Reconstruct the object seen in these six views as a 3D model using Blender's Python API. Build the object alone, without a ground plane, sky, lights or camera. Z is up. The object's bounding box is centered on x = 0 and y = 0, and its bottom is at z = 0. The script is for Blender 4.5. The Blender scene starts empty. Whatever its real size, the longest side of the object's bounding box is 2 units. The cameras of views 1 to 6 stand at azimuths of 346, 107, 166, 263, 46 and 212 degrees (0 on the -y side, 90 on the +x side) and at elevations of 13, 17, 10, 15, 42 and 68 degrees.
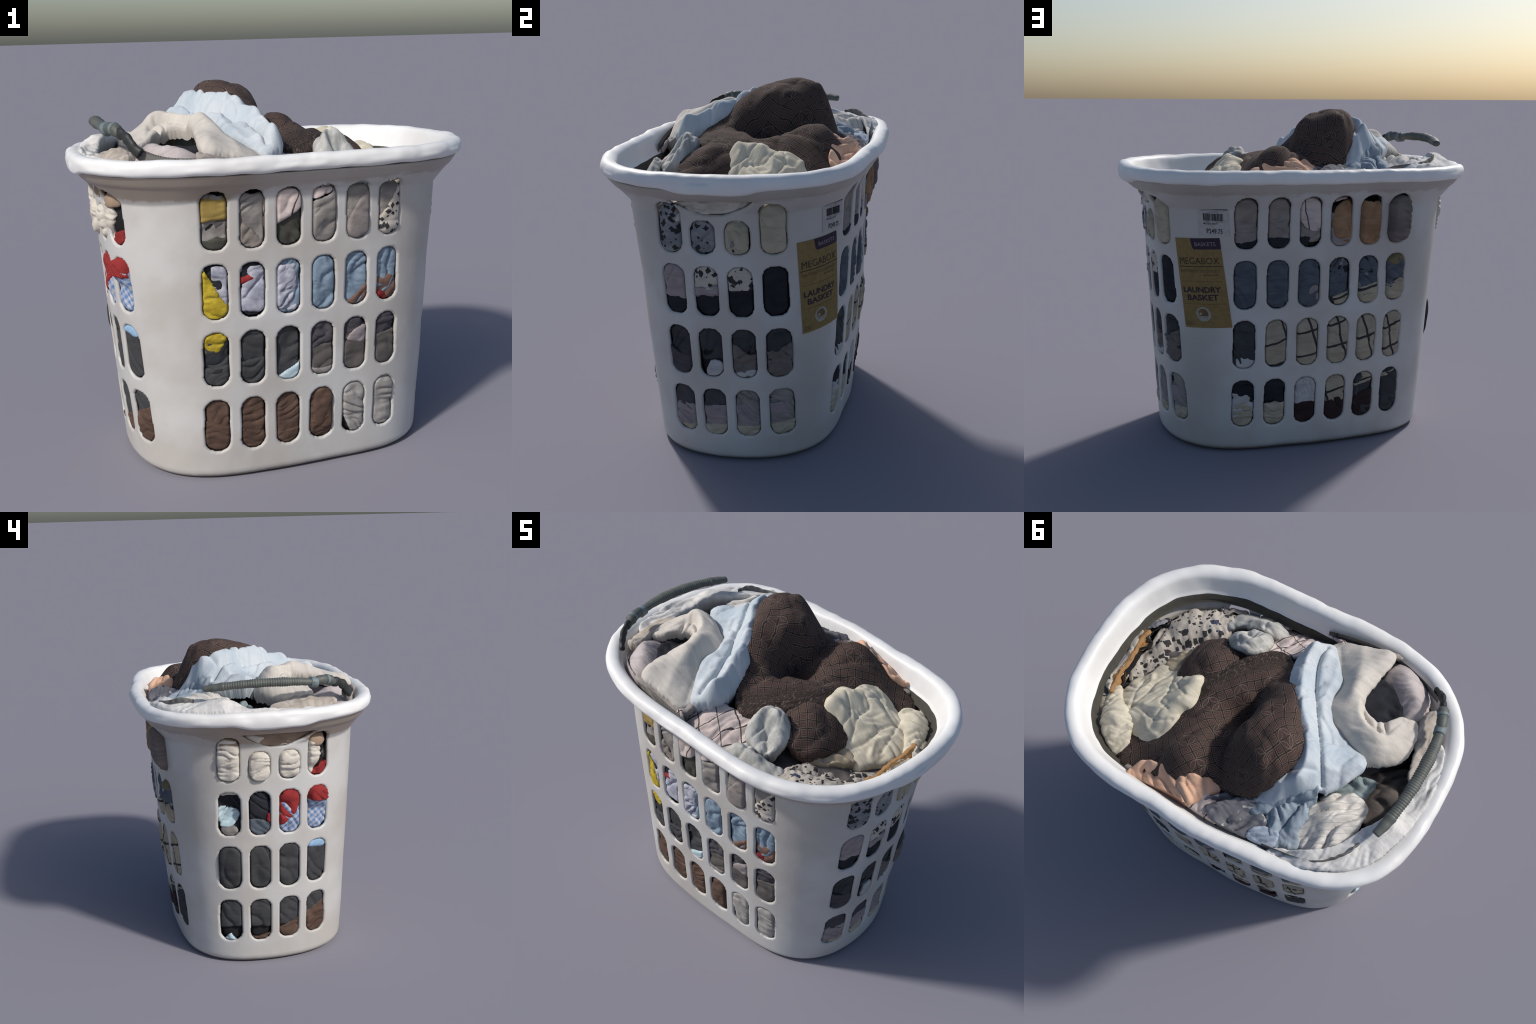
# A white plastic laundry basket with slotted walls, heaped with crumpled clothes.
import bpy, math
import numpy as np

RNG = np.random.default_rng(7)
PHI, CP, SP = 0.082, math.cos(0.082), math.sin(0.082)

# ------------------------------------------------------------------ noise
_perm = np.random.default_rng(3).permutation(512)
_perm = np.concatenate([_perm, _perm, _perm])
_ang = np.random.default_rng(4).uniform(0, 2 * np.pi, 512)


def noise2(x, y, seed=0):
    """gradient noise, about -1..1, vectorised"""
    x = np.asarray(x, float) + seed * 17.31
    y = np.asarray(y, float) - seed * 9.77
    xi, yi = np.floor(x).astype(int), np.floor(y).astype(int)
    fx, fy = x - xi, y - yi
    u, v = fx**3 * (fx * (fx * 6 - 15) + 10), fy**3 * (fy * (fy * 6 - 15) + 10)

    def g(ix, iy, dx, dy):
        a = _ang[_perm[(_perm[ix & 511] + iy) & 511]]
        return np.cos(a) * dx + np.sin(a) * dy

    a = g(xi, yi, fx, fy) * (1 - u) + g(xi + 1, yi, fx - 1, fy) * u
    b = g(xi, yi + 1, fx, fy - 1) * (1 - u) + g(xi + 1, yi + 1, fx - 1, fy - 1) * u
    return (a * (1 - v) + b * v) * 1.5


def folds(x, y, scale, angle, stretch, seed):
    """cloth wrinkles: long rounded ridges with sharp valleys, drawn out along one direction; 0..1"""
    stretch = 1.0 + 1.35 * (stretch - 0.6)
    c, s = math.cos(angle), math.sin(angle)
    u, v = x * c + y * s, -x * s + y * c
    v = v + scale * 0.9 * noise2(u / (scale * 2.5) + 7, v / (scale * 2.5), seed + 11)
    a, b = u / (scale * stretch), v / scale
    here = np.clip(0.65 + 0.9 * noise2(x / (scale * 3.2), y / (scale * 3.2), seed + 23), 0.12, 1.0)
    r = 1 - np.abs(noise2(a, b, seed)) * 1.6
    r = 1 - np.clip(r, 0, 1) ** 1.5
    fine = np.abs(noise2(a * 1.9 + 3, b * 2.2, seed + 5))
    return here * (r * 0.8 + fine * 0.2)


def smooth_closed(pts, n=10):
    p = np.array(pts, float)
    out = []
    for i in range(len(p)):
        a, b, c, d = p[i - 1], p[i], p[(i + 1) % len(p)], p[(i + 2) % len(p)]
        for k in range(n):
            t = k / n
            out.append(0.5 * (2 * b + (c - a) * t + (2 * a - 5 * b + 4 * c - d) * t * t + (3 * b - a - 3 * c + d) * t**3))
    return np.array(out)


def smooth_open(pts, n=10):
    p = np.array(pts, float)
    q = np.vstack([2 * p[0] - p[1], p, 2 * p[-1] - p[-2]])
    out = []
    for i in range(1, len(q) - 2):
        a, b, c, d = q[i - 1], q[i], q[i + 1], q[i + 2]
        for k in range(n):
            t = k / n
            out.append(0.5 * (2 * b + (c - a) * t + (2 * a - 5 * b + 4 * c - d) * t * t + (3 * b - a - 3 * c + d) * t**3))
    return np.array(out + [p[-1]])


def dist_polyline(X, Y, pts, closed):
    p = np.array(pts, float)
    q = np.roll(p, -1, 0) if closed else p[1:]
    p = p if closed else p[:-1]
    best = np.full(X.shape, 1e9)
    for (ax, ay), (bx, by) in zip(p, q):
        dx, dy = bx - ax, by - ay
        L = dx * dx + dy * dy + 1e-12
        t = np.clip(((X - ax) * dx + (Y - ay) * dy) / L, 0, 1)
        best = np.minimum(best, (X - ax - t * dx) ** 2 + (Y - ay - t * dy) ** 2)
    return np.sqrt(best)


def sdf_polygon(X, Y, pts):
    p = np.array(pts, float)
    inside = np.zeros(X.shape, bool)
    q = np.roll(p, -1, 0)
    for (ax, ay), (bx, by) in zip(p, q):
        if ay == by:
            continue
        hit = ((ay > Y) != (by > Y)) & (X < (bx - ax) * (Y - ay) / (by - ay) + ax)
        inside ^= hit
    d = dist_polyline(X, Y, p, True)
    return np.where(inside, d, -d)


def clip_grid(U, V, D, fields=(), wrap=False):
    """keep the part of a grid where D >= 0, snapping its border to D = 0.
    returns columns (u, v, d, *fields) per vertex, faces and directed border edges"""
    U, V, D = U.copy(), V.copy(), D.copy()
    nu, nv = U.shape
    F = [f.copy() for f in fields]
    cell = 0.35 * min(abs(np.diff(V, axis=1)).mean(), 1)
    cell = 0.36 * abs(np.diff(V, axis=1)).mean()
    D[np.abs(D) < cell * 0.9] = 0.0
    A = np.stack([U.ravel(), V.ravel(), D.ravel()] + [f.ravel() for f in F], 1)
    idx = np.arange(nu * nv).reshape(nu, nv)
    nxt = np.roll(idx, -1, 0) if wrap else idx[1:]
    base = idx if wrap else idx[:-1]
    quads = np.stack([base[:, :-1].ravel(), nxt[:, :-1].ravel(), nxt[:, 1:].ravel(), base[:, 1:].ravel()], 1)
    d = A[quads, 2]
    full = (d >= 0).all(1) & (d > 0).any(1)
    part = (d > 0).any(1) & (d < 0).any(1)
    faces = quads[full].tolist()
    extra, key = [], {}
    n0 = len(A)

    def cut(i, j):
        k = (i, j) if i < j else (j, i)
        if k not in key:
            t = A[i, 2] / (A[i, 2] - A[j, 2])
            row = A[i] + (A[j] - A[i]) * t
            if wrap and abs(A[i, 0] - A[j, 0]) > 3:
                row[0] = A[i, 0]
            row[2] = 0
            key[k] = n0 + len(extra)
            extra.append(row)
        return key[k]

    for q in quads[part].tolist():
        poly = []
        for a, b in zip(q, q[1:] + q[:1]):
            if A[a, 2] >= 0:
                poly.append(a)
            if A[a, 2] * A[b, 2] < 0:
                poly.append(cut(a, b))
        if len(poly) >= 3:
            faces.append(poly)
    if extra:
        A = np.vstack([A, np.array(extra)])
    used = np.zeros(len(A), bool)
    for f in faces:
        used[f] = True
    remap = np.cumsum(used) - 1
    A = A[used]
    faces = [[int(remap[i]) for i in f] for f in faces]
    seen = set()
    for f in faces:
        for a, b in zip(f, f[1:] + f[:1]):
            seen.add((a, b))
    border = [e for e in seen if (e[1], e[0]) not in seen]
    return A, faces, border


# ------------------------------------------------------------------ scene helpers
def make_object(name, verts, faces, material, parent=None, uv=None, smooth=True):
    me = bpy.data.meshes.new(name)
    me.from_pydata(np.asarray(verts).tolist(), [], faces)
    if uv is not None:
        layer = me.uv_layers.new(name="cloth_length")
        li = np.empty(len(me.loops), np.int32)
        me.loops.foreach_get("vertex_index", li)
        layer.data.foreach_set("uv", np.asarray(uv)[li].astype(np.float32).ravel())
    if smooth:
        me.polygons.foreach_set("use_smooth", np.ones(len(me.polygons), bool))
    me.materials.append(material)
    me.update()
    ob = bpy.data.objects.new(name, me)
    bpy.context.scene.collection.objects.link(ob)
    if parent is not None:
        ob.parent = parent
    return ob


def tag(ob, label, category):
    ob["label"] = label
    ob["category"] = category
    return ob


# ------------------------------------------------------------------ materials
class Nodes:
    def __init__(self, name):
        self.mat = bpy.data.materials.new(name)
        self.mat.use_nodes = True
        self.t = self.mat.node_tree
        self.bsdf = self.t.nodes["Principled BSDF"]
        self.tc = self.t.nodes.new("ShaderNodeTexCoord")

    def n(self, kind, **kw):
        node = self.t.nodes.new(kind)
        for k, v in kw.items():
            setattr(node, k, v)
        return node

    def link(self, a, b):
        self.t.links.new(a, b)

    def math(self, op, a, b=None, c=None):
        m = self.n("ShaderNodeMath", operation=op)
        for i, x in enumerate((a, b, c)):
            if x is None:
                continue
            if hasattr(x, "links"):
                self.link(x, m.inputs[i])
            else:
                m.inputs[i].default_value = x
        return m.outputs[0]

    def noise(self, coord, scale, detail=3, rough=0.55, dist=0.0):
        m = self.n("ShaderNodeTexNoise")
        m.inputs["Scale"].default_value = scale
        m.inputs["Detail"].default_value = detail
        m.inputs["Roughness"].default_value = rough
        m.inputs["Distortion"].default_value = dist
        self.link(coord, m.inputs["Vector"])
        return m.outputs["Fac"]

    def step(self, x, a, b):
        m = self.n("ShaderNodeMapRange", interpolation_type="SMOOTHSTEP")
        m.inputs["From Min"].default_value = a
        m.inputs["From Max"].default_value = b
        self.link(x, m.inputs["Value"])
        return m.outputs["Result"]

    def mix(self, fac, a, b):
        m = self.n("ShaderNodeMix", data_type="RGBA")
        for i, x in ((0, fac), (6, a), (7, b)):
            if hasattr(x, "links"):
                self.link(x, m.inputs[i])
            elif i == 0:
                m.inputs[0].default_value = x
            else:
                m.inputs[i].default_value = (*x, 1)
        return m.outputs[2]

    def mapping(self, coord, rot=0.0, scale=(1, 1, 1)):
        m = self.n("ShaderNodeMapping")
        m.inputs["Rotation"].default_value = (0, 0, rot)
        m.inputs["Scale"].default_value = scale
        self.link(coord, m.inputs["Vector"])
        return m.outputs["Vector"]

    def xy(self, coord):
        s = self.n("ShaderNodeSeparateXYZ")
        self.link(coord, s.inputs[0])
        return s.outputs[0], s.outputs[1]

    def bump(self, height, strength, dist=0.002):
        b = self.n("ShaderNodeBump")
        b.inputs["Strength"].default_value = strength
        b.inputs["Distance"].default_value = dist
        self.link(height, b.inputs["Height"])
        self.link(b.outputs["Normal"], self.bsdf.inputs["Normal"])

    def finish(self, colour, rough=0.85, sheen=0.0, spec=0.25):
        if hasattr(colour, "links"):
            self.link(colour, self.bsdf.inputs["Base Color"])
        else:
            self.bsdf.inputs["Base Color"].default_value = (*colour, 1)
        self.bsdf.inputs["Roughness"].default_value = rough
        self.bsdf.inputs["Specular IOR Level"].default_value = spec
        if sheen:
            self.bsdf.inputs["Sheen Weight"].default_value = sheen
        return self.mat


def plain_plastic(name, a0, a1, shade_and_dirt=False):
    N = Nodes(name)
    ob = N.tc.outputs["Object"]
    a = N.step(N.noise(ob, 2.3, 4), 0.35, 0.7)
    col = N.mix(a, a0, a1)
    scuff = N.step(N.noise(ob, 26, 5, 0.7, 0.6), 0.68, 0.8)
    col = N.mix(N.math("MULTIPLY", scuff, 0.22), col, tuple(0.78 * v for v in a0))
    if shade_and_dirt:
        sep = N.n("ShaderNodeSeparateXYZ")
        N.link(ob, sep.inputs[0])
        x, y, z = sep.outputs
        rag = N.noise(ob, 5, 4, 0.65, 1.0)
        # baked sun shadow painted brown below the rim, lower round one corner
        corner = N.step(N.math("ADD", N.math("MULTIPLY", x, -1.0), N.math("MULTIPLY", y, -0.7)), 0.45, 0.85)
        low = N.math("SUBTRACT", N.math("ADD", z, N.math("MULTIPLY", corner, 0.055)), N.math("MULTIPLY", rag, 0.11))
        rim_shade = N.math("MULTIPLY", N.step(low, 1.372, 1.392), N.math("ADD", 0.42, N.math("MULTIPLY", corner, 0.36)))
        col = N.mix(rim_shade, col, (0.30, 0.235, 0.18))
        # dirt along the foot
        dirt = N.step(N.math("ADD", z, N.math("MULTIPLY", rag, 0.03)), 0.050, 0.022)
        col = N.mix(N.math("MULTIPLY", dirt, 0.75), col, (0.12, 0.085, 0.05))
    N.bump(N.noise(ob, 14, 3), 0.12, 0.01)
    return N.finish(col, 0.42, spec=0.4)


def cloth(name, a, b=None, scale=9.0, pattern=None, p=(), weave=1.0, rough=0.9, tone=0.5):
    """fabric: mottled colour a-b, then an optional printed pattern, with a woven bump"""
    N = Nodes(name)
    uv = N.tc.outputs["UV"]
    b = b or tuple(0.8 * x for x in a)
    col = N.mix(N.step(N.noise(uv, scale, 4, 0.6), 0.3, 0.7), a, b)
    crease_shade = N.step(N.noise(N.mapping(uv, 0.6, (4.5, 20, 1)), 1.0, 3, 0.6, 1.2), 0.42, 0.72)
    col = N.mix(N.math("MULTIPLY", crease_shade, tone), col, tuple(0.60 * v for v in b))  # darker streaks painted in for the shade of creases
    if pattern == "stripe":  # (angle, period, width, colour)
        ang, per, wid, c2 = p
        warp = N.noise(uv, 7, 2)
        x, _ = N.xy(N.mapping(uv, ang))
        x = N.math("ADD", x, N.math("MULTIPLY", warp, per * 0.7))
        f = N.math("ABSOLUTE", N.math("SUBTRACT", N.math("FRACT", N.math("DIVIDE", x, per)), 0.5))
        col = N.mix(N.step(f, wid / per * 0.5, wid / per * 0.35), col, c2)
    elif pattern == "pane":  # (angle, period_x, period_y, width, colour)
        ang, px, py, wid, c2 = p
        warp = N.noise(uv, 5, 2)
        x, y = N.xy(N.mapping(uv, ang))
        line = None
        for t, per in ((x, px), (y, py)):
            t = N.math("ADD", t, N.math("MULTIPLY", warp, 0.07))
            f = N.math("ABSOLUTE", N.math("SUBTRACT", N.math("FRACT", N.math("DIVIDE", t, per)), 0.5))
            s = N.step(f, wid / per * 0.62, wid / per * 0.42)
            line = s if line is None else N.math("MAXIMUM", line, s)
        col = N.mix(line, col, c2)
    elif pattern == "gingham":  # (angle, period, colour)
        ang, per, c2 = p
        x, y = N.xy(N.mapping(uv, ang))
        fx = N.step(N.math("FRACT", N.math("DIVIDE", x, per)), 0.45, 0.55)
        fy = N.step(N.math("FRACT", N.math("DIVIDE", y, per)), 0.45, 0.55)
        f = N.math("MULTIPLY", N.math("ADD", fx, fy), 0.5)
        col = N.mix(f, col, c2)
    elif pattern == "spots":  # animal print (scale, colour, second colour)
        sc, c2, c3 = p
        v = N.n("ShaderNodeTexVoronoi", feature="F1", distance="MANHATTAN")
        v.inputs["Scale"].default_value = sc
        v.inputs["Randomness"].default_value = 1.0
        w = N.n("ShaderNodeVectorMath", operation="ADD")
        nz = N.n("ShaderNodeTexNoise")
        nz.inputs["Scale"].default_value = sc * 0.6
        N.link(uv, nz.inputs["Vector"])
        sc2 = N.n("ShaderNodeVectorMath", operation="SCALE")
        N.link(nz.outputs["Color"], sc2.inputs[0])
        sc2.inputs["Scale"].default_value = 0.03
        N.link(uv, w.inputs[0])
        N.link(sc2.outputs[0], w.inputs[1])
        N.link(w.outputs[0], v.inputs["Vector"])
        size = N.math("ADD", N.math("MULTIPLY", N.noise(uv, sc * 0.5, 1), 0.95), 0.10)
        mask = N.step(N.math("SUBTRACT", v.outputs["Distance"], size), 0.03, -0.03)
        pick = N.step(N.noise(uv, sc * 0.35, 1), 0.60, 0.66)
        col = N.mix(mask, col, N.mix(pick, c2, c3))
    elif pattern == "blotch":  # large soft second colour (scale, threshold, colour)
        sc, th, c2 = p
        col = N.mix(N.step(N.noise(uv, sc, 3, 0.6, 0.8), th, th + 0.05), col, c2)
    w = N.n("ShaderNodeTexNoise")
    w.inputs["Scale"].default_value = 170
    w.inputs["Detail"].default_value = 2
    N.link(uv, w.inputs["Vector"])
    col = N.mix(N.math("MULTIPLY", N.step(w.outputs["Fac"], 0.3, 0.75), 0.16), col, tuple(0.55 * x for x in a))
    soft = N.noise(uv, 30, 3)
    h = N.math("ADD", N.math("MULTIPLY", w.outputs["Fac"], 0.35), soft)
    N.bump(h, 0.35 * weave, 0.006)
    return N.finish(col, rough, sheen=0.0)


def tile_print_cloth():
    """dark brown cloth printed with nested squares and leaf-shaped arcs"""
    N = Nodes("brown_tile_print")
    uv = N.tc.outputs["UV"]
    nz = N.n("ShaderNodeTexNoise")
    nz.inputs["Scale"].default_value = 6
    N.link(uv, nz.inputs["Vector"])
    sc = N.n("ShaderNodeVectorMath", operation="SCALE")
    sc.inputs["Scale"].default_value = 0.035
    N.link(nz.outputs["Color"], sc.inputs[0])
    ad = N.n("ShaderNodeVectorMath", operation="ADD")
    N.link(uv, ad.inputs[0])
    N.link(sc.outputs[0], ad.inputs[1])
    cell = 0.044
    x, y = N.xy(N.mapping(ad.outputs[0], math.radians(40), (1 / cell, 1 / cell, 1)))

    def centred(t, k=1.0):
        return N.math("ABSOLUTE", N.math("SUBTRACT", N.math("FRACT", N.math("MULTIPLY", t, k)), 0.5))

    cheb = N.math("MAXIMUM", centred(x), centred(y))

    def line(v, at, w):
        return N.step(N.math("ABSOLUTE", N.math("SUBTRACT", v, at)), w, w * 0.45)

    squares = N.math("MAXIMUM", line(cheb, 0.39, 0.045), N.math("MULTIPLY", line(cheb, 0.19, 0.045), 0.6))
    dot = N.step(cheb, 0.09, 0.05)
    # interlocking arcs: circles about alternate lattice corners
    cx, cy = centred(x, 0.5), centred(y, 0.5)
    r1 = N.math("SQRT", N.math("ADD", N.math("MULTIPLY", cx, cx), N.math("MULTIPLY", cy, cy)))
    dx, dy = N.math("SUBTRACT", 0.5, cx), N.math("SUBTRACT", 0.5, cy)
    r2 = N.math("SQRT", N.math("ADD", N.math("MULTIPLY", dx, dx), N.math("MULTIPLY", dy, dy)))
    arcs = N.math("MAXIMUM", line(r1, 0.47, 0.026), line(r2, 0.47, 0.026))
    # in some patches the arcs rule, elsewhere the squares
    px, py = centred(x, 0.25), centred(y, 0.25)
    patch = N.step(N.math("MAXIMUM", px, py), 0.27, 0.25)
    pat = N.math("MAXIMUM", N.math("MULTIPLY", arcs, patch), N.math("MULTIPLY", squares, N.math("SUBTRACT", 1.0, N.math("MULTIPLY", patch, 0.55))))
    wear = N.step(N.noise(uv, 11, 4), 0.25, 0.75)
    base = N.mix(wear, (0.030, 0.022, 0.019), (0.050, 0.034, 0.029))
    inner = N.mix(N.step(cheb, 0.36, 0.32), base, (0.058, 0.033, 0.028))
    seam = N.mix(N.step(cheb, 0.45, 0.485), inner, (0.022, 0.017, 0.016))
    col = N.mix(N.math("MULTIPLY", pat, N.math("ADD", 0.55, N.math("MULTIPLY", wear, 0.45))), seam, (0.158, 0.120, 0.102))
    col = N.mix(N.math("MULTIPLY", dot, 0.35), col, (0.12, 0.08, 0.065))
    # smocked waistband: the elastic gathers show as thin pale ticks
    gather = N.n("ShaderNodeAttribute")
    gather.attribute_name = "gather"
    tick = N.step(N.noise(N.mapping(uv, math.radians(8), (130, 45, 1)), 1.0, 3, 0.7), 0.5, 0.66)
    smock = N.mix(N.math("MULTIPLY", tick, 0.8), (0.030, 0.022, 0.019), (0.19, 0.145, 0.125))
    col = N.mix(gather.outputs["Fac"], col, smock)
    w = N.noise(uv, 190, 2)
    N.bump(N.math("ADD", N.math("MULTIPLY", w, 0.4), N.math("MULTIPLY", N.math("MULTIPLY", tick, gather.outputs["Fac"]), 1.2)), 0.4, 0.006)
    return N.finish(col, 0.92)


def simple(name, col, rough=0.7, spec=0.3, scale=40):
    N = Nodes(name)
    c = N.mix(N.step(N.noise(N.tc.outputs["Object"], scale, 3), 0.35, 0.7), col, tuple(0.82 * v for v in col))
    return N.finish(c, rough, spec=spec)


M = {}
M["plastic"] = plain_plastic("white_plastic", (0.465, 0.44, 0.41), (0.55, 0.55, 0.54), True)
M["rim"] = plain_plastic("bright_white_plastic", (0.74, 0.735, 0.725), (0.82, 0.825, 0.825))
M["shade_strip"] = simple("painted_rim_shade", (0.062, 0.058, 0.048), 0.8)  # dark colour of the shade painted under the rim
M["dark"] = cloth("charcoal_backing", (0.022, 0.022, 0.024), (0.012, 0.012, 0.013))  # for the added backing behind the packed clothes

# ------------------------------------------------------------------ basket body surface
FOOT_PLAN = [(0.784, 0.05), (0.755, 0.2), (0.690, 0.328), (0.600, 0.424), (0.512, 0.482), (0.31, 0.508), (0.055, 0.513), (-0.178, 0.498), (-0.40, 0.460), (-0.566, 0.408), (-0.665, 0.335), (-0.730, 0.215),
             (-0.768, 0.09), (-0.770, -0.085), (-0.733, -0.250), (-0.635, -0.402), (-0.515, -0.497), (-0.386, -0.536), (-0.02, -0.526), (0.267, -0.498), (0.572, -0.416), (0.666, -0.353), (0.745, -0.225)]
# shoulder: half length, half width, roundness, centre
SHOULDER = (0.861, 0.614, 2.792, -0.007, 0.003)
Z_SHOULDER = 1.40
RIM_PLAN = [(0.875, 0.503), (0.965, 0.275), (1.0, -0.019), (0.957, -0.289), (0.826, -0.499), (0.707, -0.602), (0.556, -0.66), (0.177, -0.709), (-0.289, -0.722), (-0.55, -0.699), (-0.767, -0.593),
            (-0.917, -0.407), (-0.99, -0.146), (-0.975, 0.200), (-0.918, 0.419), (-0.818, 0.556), (-0.67, 0.617), (-0.357, 0.695), (0.001, 0.712), (0.347, 0.705), (0.606, 0.675), (0.768, 0.609)]


def to_local(x, y):
    return x * CP + y * SP, -x * SP + y * CP


def to_world(lx, ly):
    return lx * CP - ly * SP, lx * SP + ly * CP


def superellipse(th, shape):
    a, b, n, cx, cy = shape
    c, s = np.cos(th), np.sin(th)
    r = (np.abs(c / a) ** n + np.abs(s / b) ** n) ** (-1 / n)
    ox, oy = to_local(cx, cy)
    return r * c + ox, r * s + oy


def _plan_series(plan, k=7):
    p = smooth_closed(plan, 8)
    lx, ly = to_local(p[:, 0], p[:, 1])
    th, r = np.arctan2(ly, lx), np.hypot(lx, ly)
    A = np.concatenate([[np.ones_like(th)]] + [[np.cos(i * th), np.sin(i * th)] for i in range(1, k + 1)]).T
    return np.linalg.lstsq(A, r, rcond=None)[0]


_RS, _FS = _plan_series(RIM_PLAN), _plan_series(FOOT_PLAN, 6)


def from_series(th, c):
    r = c[0] + sum(c[2 * i - 1] * np.cos(i * th) + c[2 * i] * np.sin(i * th) for i in range(1, (len(c) + 1) // 2))
    return r * np.cos(th), r * np.sin(th)


def rim_plan(th):
    return from_series(th, _RS)


def wall_local(th, z, flare=True):
    t = z / Z_SHOULDER
    t = t + 0.21 * t * (1 - t)
    x0, y0 = from_series(th, _FS)
    x1, y1 = superellipse(th, SHOULDER)
    lx, ly = x0 * (1 - t) + x1 * t, y0 * (1 - t) + y1 * t
    # the shoulder swells at two corners
    swell = 0.018 * np.exp(-(((th + 0.62) / 0.25) ** 2)) + 0.010 * np.exp(-(((th - 2.45) / 0.25) ** 2))
    swell = 1 + swell * np.clip((z - 1.0) / 0.3, 0, 1)
    # and one long side bows out below the middle
    swell = swell + 0.026 * np.exp(-(((th - 1.85) / 0.30) ** 2) - ((z - 0.6) / 0.33) ** 2)
    lx, ly = lx * swell, ly * swell
    foot = np.clip(1 - z / 0.045, 0, 1)
    k = 1 - 0.045 * (1 - np.sqrt(1 - foot**2)) / np.hypot(lx, ly)
    lx, ly = lx * k, ly * k
    if flare:
        rx, ry = rim_plan(th)
        rr = np.hypot(rx, ry)
        rx, ry = rx * (1 - 0.022 / rr), ry * (1 - 0.022 / rr)
        front = np.exp(-(((th + 1.57) / 0.75) ** 4))
        w = np.clip((z - 1.358 - 0.045 * front) / (0.14 - 0.045 * front), 0, 1) ** (1.1 - 0.15 * front)
        step = np.clip((z - 1.447) / 0.006, 0, 1) * 0.15
        w = np.clip(w + step * (1 - w), 0, 1)
        lx, ly = lx * (1 - w) + rx * w, ly * (1 - w) + ry * w
    return lx, ly


def wall(th, z, flare=True):
    """point on the outer face of the basket wall"""
    th, z = np.broadcast_arrays(np.asarray(th, float), np.asarray(z, float))
    lx, ly = wall_local(th, z, flare)
    k = 1 + 0.0035 * noise2(np.cos(th) * 2.5 + 4, np.sin(th) * 2.0 + z * 2.6, 2) + 0.0012 * noise2(np.cos(th) * 9 + 20, np.sin(th) * 7 + z * 8, 3)
    x, y = to_world(lx * k, ly * k)
    return np.stack([x, y, np.broadcast_to(z, x.shape)], -1)


def wall_normal(th, z, flare=True):
    e = 0.004
    du = wall(th + e, z, flare) - wall(th - e, z, flare)
    dz = wall(th, np.minimum(z + 0.01, 1.505), flare) - wall(th, np.maximum(z - 0.01, 0), flare)
    n = np.cross(du, dz)
    return n / (np.linalg.norm(n, axis=-1, keepdims=True) + 1e-12)


# faces: which way, angle of the middle
def face_theta(face, u, z):
    """angle on the wall where the face coordinate is u at height z"""
    u, z = np.broadcast_arrays(np.asarray(u, float), np.asarray(z, float))
    mid = {"front": -np.pi / 2, "back": np.pi / 2, "right": 0.0, "left": np.pi}[face]
    sign = {"front": 1, "back": -1, "right": 1, "left": -1}[face]
    axis = 0 if face in ("front", "back") else 1
    lo, hi = np.full(u.shape, -1.25), np.full(u.shape, 1.25)
    for _ in range(24):
        m = (lo + hi) / 2
        val = wall_local(mid + m, z, False)[axis] * sign
        up = val < u * sign
        lo, hi = np.where(up, m, lo), np.where(up, hi, m)
    return mid + (lo + hi) / 2


COLS_LONG = [-0.436 + 0.1745 * i for i in range(6)]
COLS_SHORT = [-0.262 + 0.1735 * i for i in range(4)]
ROWS = [(1.150, 1.422), (0.820, 1.086), (0.484, 0.754), (0.146, 0.414)]


def slots():
    """(face, u, z_low, z_high, half width)"""
    out = []
    for face in ("front", "back"):
        for u in COLS_LONG:
            for lo, hi in ROWS:
                out.append((face, u, lo, hi, 0.0595))
    for face in ("right", "left"):
        for i, u in enumerate(COLS_SHORT):
            for r, (lo, hi) in enumerate(ROWS):
                if r == 0:
                    hi = 1.322 if i in (1, 2) else 1.412
                out.append((face, u, lo + 0.004, hi + 0.004, 0.0625))
    return out


def slot_distance(lx, ly, z):
    """positive in the solid wall, negative in an opening"""
    d = np.full(lx.shape, 1.0)
    for face, u, lo, hi, hw in slots():
        a, side = {"front": (lx, ly < -0.2), "back": (lx, ly > 0.2), "right": (ly, lx > 0.45), "left": (ly, lx < -0.45)}[face]
        if face in ("front", "back"):
            side = side & (np.abs(lx) < 0.58)
        else:
            side = side & (np.abs(ly) < 0.36)
        c, h, r = (lo + hi) / 2, (hi - lo) / 2, hw * 0.88
        qx, qz = np.abs(a - u) - (hw - r), np.abs(z - c) - (h - r)
        s = np.hypot(np.maximum(qx, 0), np.maximum(qz, 0)) + np.minimum(np.maximum(qx, qz), 0) - r
        d = np.where(side, np.minimum(d, s), d)
    # crescent hand grips in the two short sides
    for sgn, mid in ((1, -0.028), (-1, -0.020)):
        side = lx * sgn > 0.4
        arc = np.hypot((ly - mid), z - (1.350 + 0.335)) - 0.335
        s = np.maximum(np.maximum(arc, z - 1.432), np.abs(ly - mid) - 0.235)
        d = np.where(side, np.minimum(d, s), d)
    return d


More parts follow.
